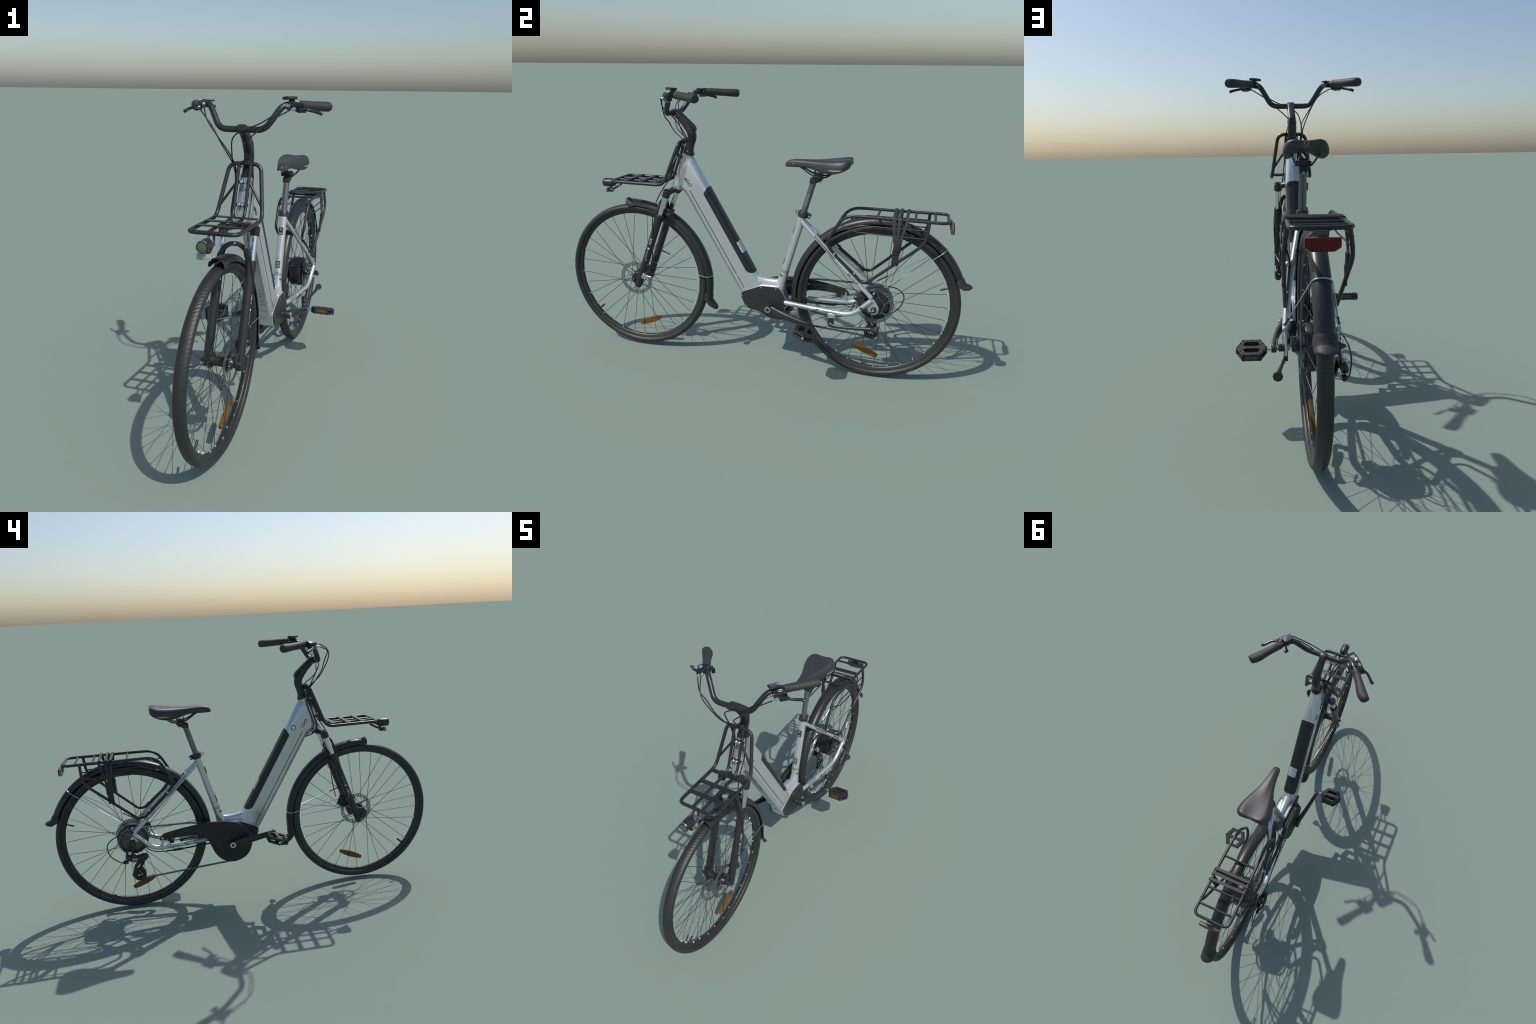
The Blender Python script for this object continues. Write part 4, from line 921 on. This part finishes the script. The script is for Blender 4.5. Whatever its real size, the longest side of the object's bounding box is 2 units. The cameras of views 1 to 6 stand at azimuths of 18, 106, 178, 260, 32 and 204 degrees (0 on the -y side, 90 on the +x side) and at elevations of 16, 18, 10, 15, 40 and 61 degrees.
# derailleur
de = empty("derailleur", bike, (-0.09, 0.57, 0.28))
g = Geo()
g.add(prism_x(round2([(0.566, 0.396), (0.590, 0.396), (0.600, 0.372), (0.612, 0.338), (0.604, 0.322), (0.588, 0.326), (0.568, 0.355)], 0.006), -0.083, -0.090, 0.0012))
g.make("derailleur_hanger", BLACK, de)
obj("derailleur_bolt", *lathe([(0, 0.0095), (0.005, 0.0095), (0.007, 0.0075), (0.006, 0.004)], (-0.104, 0.598, 0.334), (-1, 0, 0), 20), CHROME, de)
g = Geo()
g.add(sweep(spline([(-0.094, 0.602, 0.330), (-0.100, 0.606, 0.312), (-0.104, 0.590, 0.303), (-0.104, 0.560, 0.302), (-0.098, 0.530, 0.304), (-0.090, 0.518, 0.308)], 6), [0.013, 0.016, 0.0155, 0.0155, 0.018, 0.014], [0.011, 0.013, 0.015, 0.014, 0.014, 0.012], seg=16, up=(1, 0, 0), power=2.6))
g.add(sweep(spline([(-0.086, 0.525, 0.300), (-0.080, 0.545, 0.282), (-0.076, 0.556, 0.266)], 6), [0.018, 0.016, 0.014], [0.010, 0.009, 0.007], seg=14, up=(1, 0, 0)))
g.add(box((-0.098, 0.622, 0.285), 0.016, 0.026, 0.016, None, 0.004)); g.make("derailleur_body", GLOSS, de)
obj("derailleur_emblem", *box((-0.1190, 0.576, 0.303), 0.003, 0.026, 0.011, None, 0.001), LIGHTGREY, de)
bolts("derailleur_screw", [((-0.104, 0.584, 0.281), (-0.4, 0.3, -0.8)), ((-0.100, 0.632, 0.280), (0, 0.9, -0.3)), ((-0.088, 0.575, 0.281), (0, 0.3, -0.9))], 0.0045, 0.005, CHROME, de)
for x in (-0.066, -0.050):
    g = Geo()
    # open cage: two side struts and a ring round the lower wheel
    rg = [V((x, 0.5625 + 0.0275 * math.cos(t), 0.196 + 0.0275 * math.sin(t))) for t in arc_angles(0, 352, 36)]
    g.add(sweep(rg, 0.0055, 0.0013, seg=8, closed=True, up=(1, 0, 0))); g.add(box((x, 0.594, 0.196), 0.003, 0.012, 0.014, None, 0.001))
    g.add(sweep(spline([(x, 0.534, 0.288), (x, 0.540, 0.262), (x, 0.552, 0.238), (x, 0.546, 0.216)], 5), 0.0075, 0.0012, seg=8, up=(1, 0, 0)))
    g.add(sweep(spline([(x, 0.565, 0.288), (x, 0.563, 0.262), (x, 0.578, 0.240), (x, 0.586, 0.212)], 5), 0.0075, 0.0012, seg=8, up=(1, 0, 0)))
    g.add(sweep([(x, 0.534, 0.285), (x, 0.566, 0.285)], 0.0075, 0.0012, seg=8, up=(1, 0, 0)))
    for a in (20, 140, 260):
        t = math.radians(a); g.add(sweep([(x, 0.5625, 0.196), (x, 0.5625 + 0.026 * math.cos(t), 0.196 + 0.026 * math.sin(t))], 0.004, 0.001, seg=6, up=(1, 0, 0)))
    g.make("derailleur_cage", GLOSS, de)
for J, r in ((J1, 0.0185), (J2, 0.0250)):
    pts = []; nT = 11 if r < 0.02 else 13
    for k in range(nT * 4):
        a = 2 * math.pi * k / (nT * 4); rr = r + 0.002 if k % 4 in (0, 1) else r - 0.003; pts.append((J.y + rr * math.cos(a), J.z + rr * math.sin(a)))
    g = Geo(); n = len(pts); vs = []; ri = r * 0.55
    for xx, rim_ in ((-0.0605, 1), (-0.0555, 1), (-0.0555, 0), (-0.0605, 0)):
        for (py, pz) in pts:
            q = V((0, py - J.y, pz - J.z)); vs.append(J + V((xx, 0, 0)) + (q if rim_ else q.normalized() * ri))
    g.add((vs, [(j * n + i, j * n + (i + 1) % n, ((j + 1) % 4) * n + (i + 1) % n, ((j + 1) % 4) * n + i) for j in range(4) for i in range(n)]))
    g.add(lathe([(-0.0605, 0.006), (-0.0555, 0.006)], J, (1, 0, 0), 14))
    for k in range(5):
        a = 2 * math.pi * k / 5; g.add(sweep([J + V((-0.058, 0, 0)), J + V((-0.058, ri * 1.1 * math.cos(a), ri * 1.1 * math.sin(a)))], 0.0026, 0.002, seg=6, up=(1, 0, 0)))
    g.make("jockey_wheel", PLASTIC, de, angle=25)
bolts("jockey_bolt", [((-0.0672, J.y, J.z), (-1, 0, 0)) for J in (J1, J2)] + [((-0.049, J2.y, J2.z), (1, 0, 0))], 0.004, 0.002, CHROME, de)
obj("shift_cable", *sweep(spline([(-0.062, 0.20, 0.318), (-0.074, 0.34, 0.312), (-0.084, 0.44, 0.314), (-0.093, 0.50, 0.334), (-0.096, 0.54, 0.385), (-0.091, 0.575, 0.414), (-0.092, 0.625, 0.426), (-0.101, 0.675, 0.413), (-0.106, 0.703, 0.378), (-0.104, 0.690, 0.325), (-0.097, 0.655, 0.291), (-0.097, 0.632, 0.279)], 7), 0.0026, seg=8), PLASTIC, de)
obj("motor_cable", *sweep(spline([(-0.05, 0.19, 0.316), (-0.060, 0.30, 0.312), (-0.070, 0.36, 0.310), (-0.080, 0.42, 0.314)], 6), 0.003, seg=8), PLASTIC, de)
obj("cable_connector", *cyl((-0.0665, 0.335, 0.3105), (-0.0735, 0.385, 0.3105), 0.006, seg=12), PLASTIC, de)
# axle ends
for sx in (1, -1): obj("axle_nut", *lathe([(0, 0.0125), (0.004, 0.0125), (0.005, 0.0095), (0.012, 0.0095), (0.0125, 0.006), (0.020, 0.0055)], RA + V((sx * 0.0885, 0, 0)), (sx, 0, 0), 16), DARKSTEEL if sx < 0 else BLACK, rw)
g = Geo(); g.add(lathe([(0, 0.0115), (0.002, 0.0125), (0.014, 0.0125), (0.016, 0.0105)], RA + V((0.093, 0, 0)), (1, 0, 0), 22))
g.add(sweep(spline([RA + V((0.112, 0, -0.002)), (0.114, 0.562, 0.371), (0.112, 0.543, 0.377), (0.110, 0.520, 0.386)], 6), [0.006, 0.0045, 0.005, 0.0055], [0.004, 0.003, 0.003, 0.0025], seg=12, up=(1, 0, 0))); g.make("quick_release", BLACK, rw)
bolts("axle_cap", [(RA + V((0.110, 0, 0)), (1, 0, 0))], 0.005, 0.003, CHROME, rw)

# ================================================================== brakes
br = empty("brake_caliper_set", bike, (0.05, 0.5, 0.42))
g = Geo()
g.add(box((0.0605, 0.512, 0.4185), 0.030, 0.036, 0.046, Matrix.Rotation(math.radians(-42), 3, 'X'), 0.006)); g.add(box((0.074, 0.528, 0.402), 0.010, 0.026, 0.060, Matrix.Rotation(math.radians(45), 3, 'X'), 0.003))
g.add(cyl((0.060, 0.512, 0.418), (0.080, 0.512, 0.418), 0.014)); g.make("brake_caliper", PLASTIC, br)
bolts("caliper_bolt", [((0.078, 0.496, 0.425), (1, 0, 0)), ((0.079, 0.536, 0.388), (1, 0, 0)), ((0.062, 0.488, 0.408), (0, -0.8, 0.5)), ((0.070, 0.50, 0.40), (0.6, -0.6, -0.3))], 0.0048, 0.004, CHROME, br)
obj("brake_hose", *sweep(spline([(0.034, 0.17, 0.357), (0.052, 0.30, 0.316), (0.068, 0.42, 0.314), (0.070, 0.47, 0.345), (0.066, 0.492, 0.395)], 7), 0.0025, seg=8), PLASTIC, br)
g = Geo()
g.add(box((0.051, -0.555, 0.425), 0.026, 0.036, 0.050, Matrix.Rotation(math.radians(15), 3, 'X'), 0.006)); g.add(box((0.062, -0.548, 0.445), 0.012, 0.026, 0.070, Matrix.Rotation(math.radians(20), 3, 'X'), 0.003)); g.add(cyl((0.050, -0.552, 0.420), (0.076, -0.552, 0.420), 0.0145)); g.make("brake_caliper", PLASTIC, br)
obj("caliper_arm", *prism_x(round2([(-0.580, 0.412), (-0.566, 0.428), (-0.548, 0.418), (-0.520, 0.413), (-0.522, 0.404), (-0.556, 0.398), (-0.574, 0.396)], 0.007), 0.072, 0.080, 0.0015), CHROME, br)
bolts("caliper_bolt", [((0.068, -0.545, 0.470), (1, 0, 0)), ((0.068, -0.540, 0.412), (1, 0, 0)), ((0.060, -0.53, 0.39), (0.5, 0.8, 0))], 0.0045, 0.004, CHROME, br)

# ================================================================== rear rack
rk = empty("rear_rack", bike, (0, 0.65, 0.79))
for sx in (1, -1):
    pth = [(sx * 0.0605, 0.398, 0.606), (sx * 0.0625, 0.366, 0.636), (sx * 0.074, 0.352, 0.672), (sx * 0.077, 0.424, 0.800), (sx * 0.080, 0.55, 0.7995), (sx * 0.085, 0.864, 0.797), (0, 0.864, 0.797)]
    pth2 = fillet(pth, [0, 0.02, 0.03, 0.055, 0, 0.03, 0], 8)
    obj("rack_tube", *sweep(pth2, 0.0068, seg=14), BLACK, rk)
    low = fillet([(sx * 0.0622, 0.392, 0.607), (sx * 0.0760, 0.489, 0.5235), (sx * 0.0795, 0.510, 0.5030), (sx * 0.0835, 0.541, 0.5005), (sx * 0.099, 0.780, 0.708), (sx * 0.086, 0.786, 0.797)], [0, 0.01, 0.012, 0.02, 0.05, 0], 8)
    obj("rack_leg", *sweep(low, 0.0068, seg=14), BLACK, rk)
    bolts("rack_bolt", [((sx * 0.066, 0.388, 0.615), (sx * 0.3, 0.6, 0.75)), ((sx * 0.0755, 0.482, 0.534), (sx * 0.3, 0.6, 0.75))], 0.0062, 0.006, CHROME, rk)
    obj("rack_wire", *sweep(fillet([(sx * 0.080, 0.418, 0.733), (sx * 0.086, 0.436, 0.740), (sx * 0.093, 0.502, 0.7635), (sx * 0.096, 0.787, 0.762)], 0.02, 5), 0.003, seg=10), BLACK, rk)
    obj("rack_wire", *sweep(fillet([(sx * 0.078, 0.406, 0.760), (sx * 0.086, 0.440, 0.7465), (sx * 0.093, 0.475, 0.7325), (sx * 0.100, 0.775, 0.7265)], 0.02, 5), 0.003, seg=10), BLACK, rk)
def rw_x(y): return 0.080 + (y - 0.55) * 0.016
for y in (0.567, 0.648, 0.728, 0.810):
    obj("rack_bar", *sweep([(-rw_x(y), y, 0.797), (rw_x(y), y, 0.797)], 0.0056, seg=12), BLACK, rk)
# three elastic straps, gathered into a buckle on each side
for i, (yt, yb) in enumerate(((0.640, 0.650), (0.664, 0.660), (0.694, 0.670))):
    w = rw_x(yt) + 0.0085
    pts = [V((-w - 0.010, yb, 0.696)), V((-w - 0.003, yt, 0.790)), V((-w + 0.004, yt, 0.8065)), V((w - 0.004, yt, 0.8065)), V((w + 0.003, yt, 0.790)), V((w + 0.010, yb, 0.696))]
    verts, faces = [], []
    for k, p in enumerate(pts):
        t = (pts[min(k + 1, 5)] - pts[max(k - 1, 0)]).normalized(); n = t.cross(V((0, 1, 0))).normalized(); hw_ = 0.0065 if 0 < k < 5 else 0.0055
        if n.dot(p - V((0, yt, 0.74))) < 0: n = -n
        for q in (V((0, -hw_, 0)), V((0, hw_, 0)), V((0, hw_, 0)) + n * 0.003, V((0, -hw_, 0)) + n * 0.003): verts.append(p + q)
    for k in range(5):
        for j in range(4): faces.append((k * 4 + j, k * 4 + (j + 1) % 4, k * 4 + 4 + (j + 1) % 4, k * 4 + 4 + j))
    faces += [(0, 1, 2, 3), (20, 21, 22, 23)]
    obj("strap", verts, faces, RUBBER, rk, angle=50)
for sx in (1, -1):
    g = Geo(); dn = V((-sx * 0.09, -0.06, -1)).normalized(); Rb = frame_rot((1, 0, 0), -dn)
    c = V((sx * 0.1000, 0.6605, 0.679))
    g.add(box(c, 0.011, 0.029, 0.034, Rb, 0.002)); g.add(box(c + dn * 0.023, 0.008, 0.033, 0.018, Rb, 0.002)); g.add(box(c + dn * 0.054, 0.006, 0.029, 0.060, Rb, 0.001))
    g.make("strap_buckle", PLASTIC, rk)
# tail reflector with its housing
tail = [(0.049, 0.774), (-0.049, 0.774), (-0.049, 0.7485), (-0.031, 0.737), (0.031, 0.737), (0.049, 0.7485)]
def tail_prism(y0, y1, k, bev):
    v, f = prism_x(round2([(x * k, 0.7555 + (z - 0.7555) * k) for x, z in tail], 0.003, 2), y0, y1, bev)
    return [V((p.y, p.x, p.z)) for p in v], f
obj("tail_housing", *tail_prism(0.8765, 0.8885, 1.0, 0.002), TAIL, rk)
obj("tail_reflector", *tail_prism(0.8860, 0.8925, 0.985, 0.001), RED, rk)
g = Geo(); g.add(box((0, 0.8735, 0.783), 0.030, 0.014, 0.020, None, 0.002)); g.add(box((0, 0.8755, 0.764), 0.030, 0.004, 0.022, None, 0.001)); g.make("tail_bracket", DARKSTEEL, rk)

# ================================================================== kickstand
ks = empty("kickstand", bike, (0.075, 0.385, 0.3))
g = Geo(); g.add(box((0.0765, 0.388, 0.3165), 0.012, 0.036, 0.018, None, 0.002)); g.make("stand_plate", SILVER, ks)
bolts("stand_bolt", [((0.0825, 0.375, 0.3165), (1, 0, 0)), ((0.0825, 0.401, 0.3165), (1, 0, 0))], 0.003, 0.001, STEEL, ks)
g = Geo()
g.add(prism_x(round2([(0.378, 0.310), (0.398, 0.310), (0.402, 0.275), (0.395, 0.260), (0.378, 0.262), (0.372, 0.278)], 0.008), 0.069, 0.083, 0.002))
g.add(sweep(spline([(0.080, 0.386, 0.271), (0.086, 0.412, 0.269), (0.094, 0.46, 0.273), (0.104, 0.53, 0.281), (0.110, 0.575, 0.287)], 6), [0.0105, 0.0085, 0.0070, 0.0085, 0.0105], [0.007, 0.0065, 0.006, 0.007, 0.008], seg=14, up=(1, 0, 0)))
g.add(lathe([(0, 0.0095), (0.012, 0.0115), (0.026, 0.0165), (0.033, 0.0175), (0.038, 0.0160)], (0.1085, 0.572, 0.2865), (0.14, 1, 0.08), 8))
g.make("stand_leg", BLACK, ks, angle=30)
bolts("stand_pivot", [((0.083, 0.386, 0.279), (1, 0, 0))], 0.0055, 0.002, CHROME, ks)
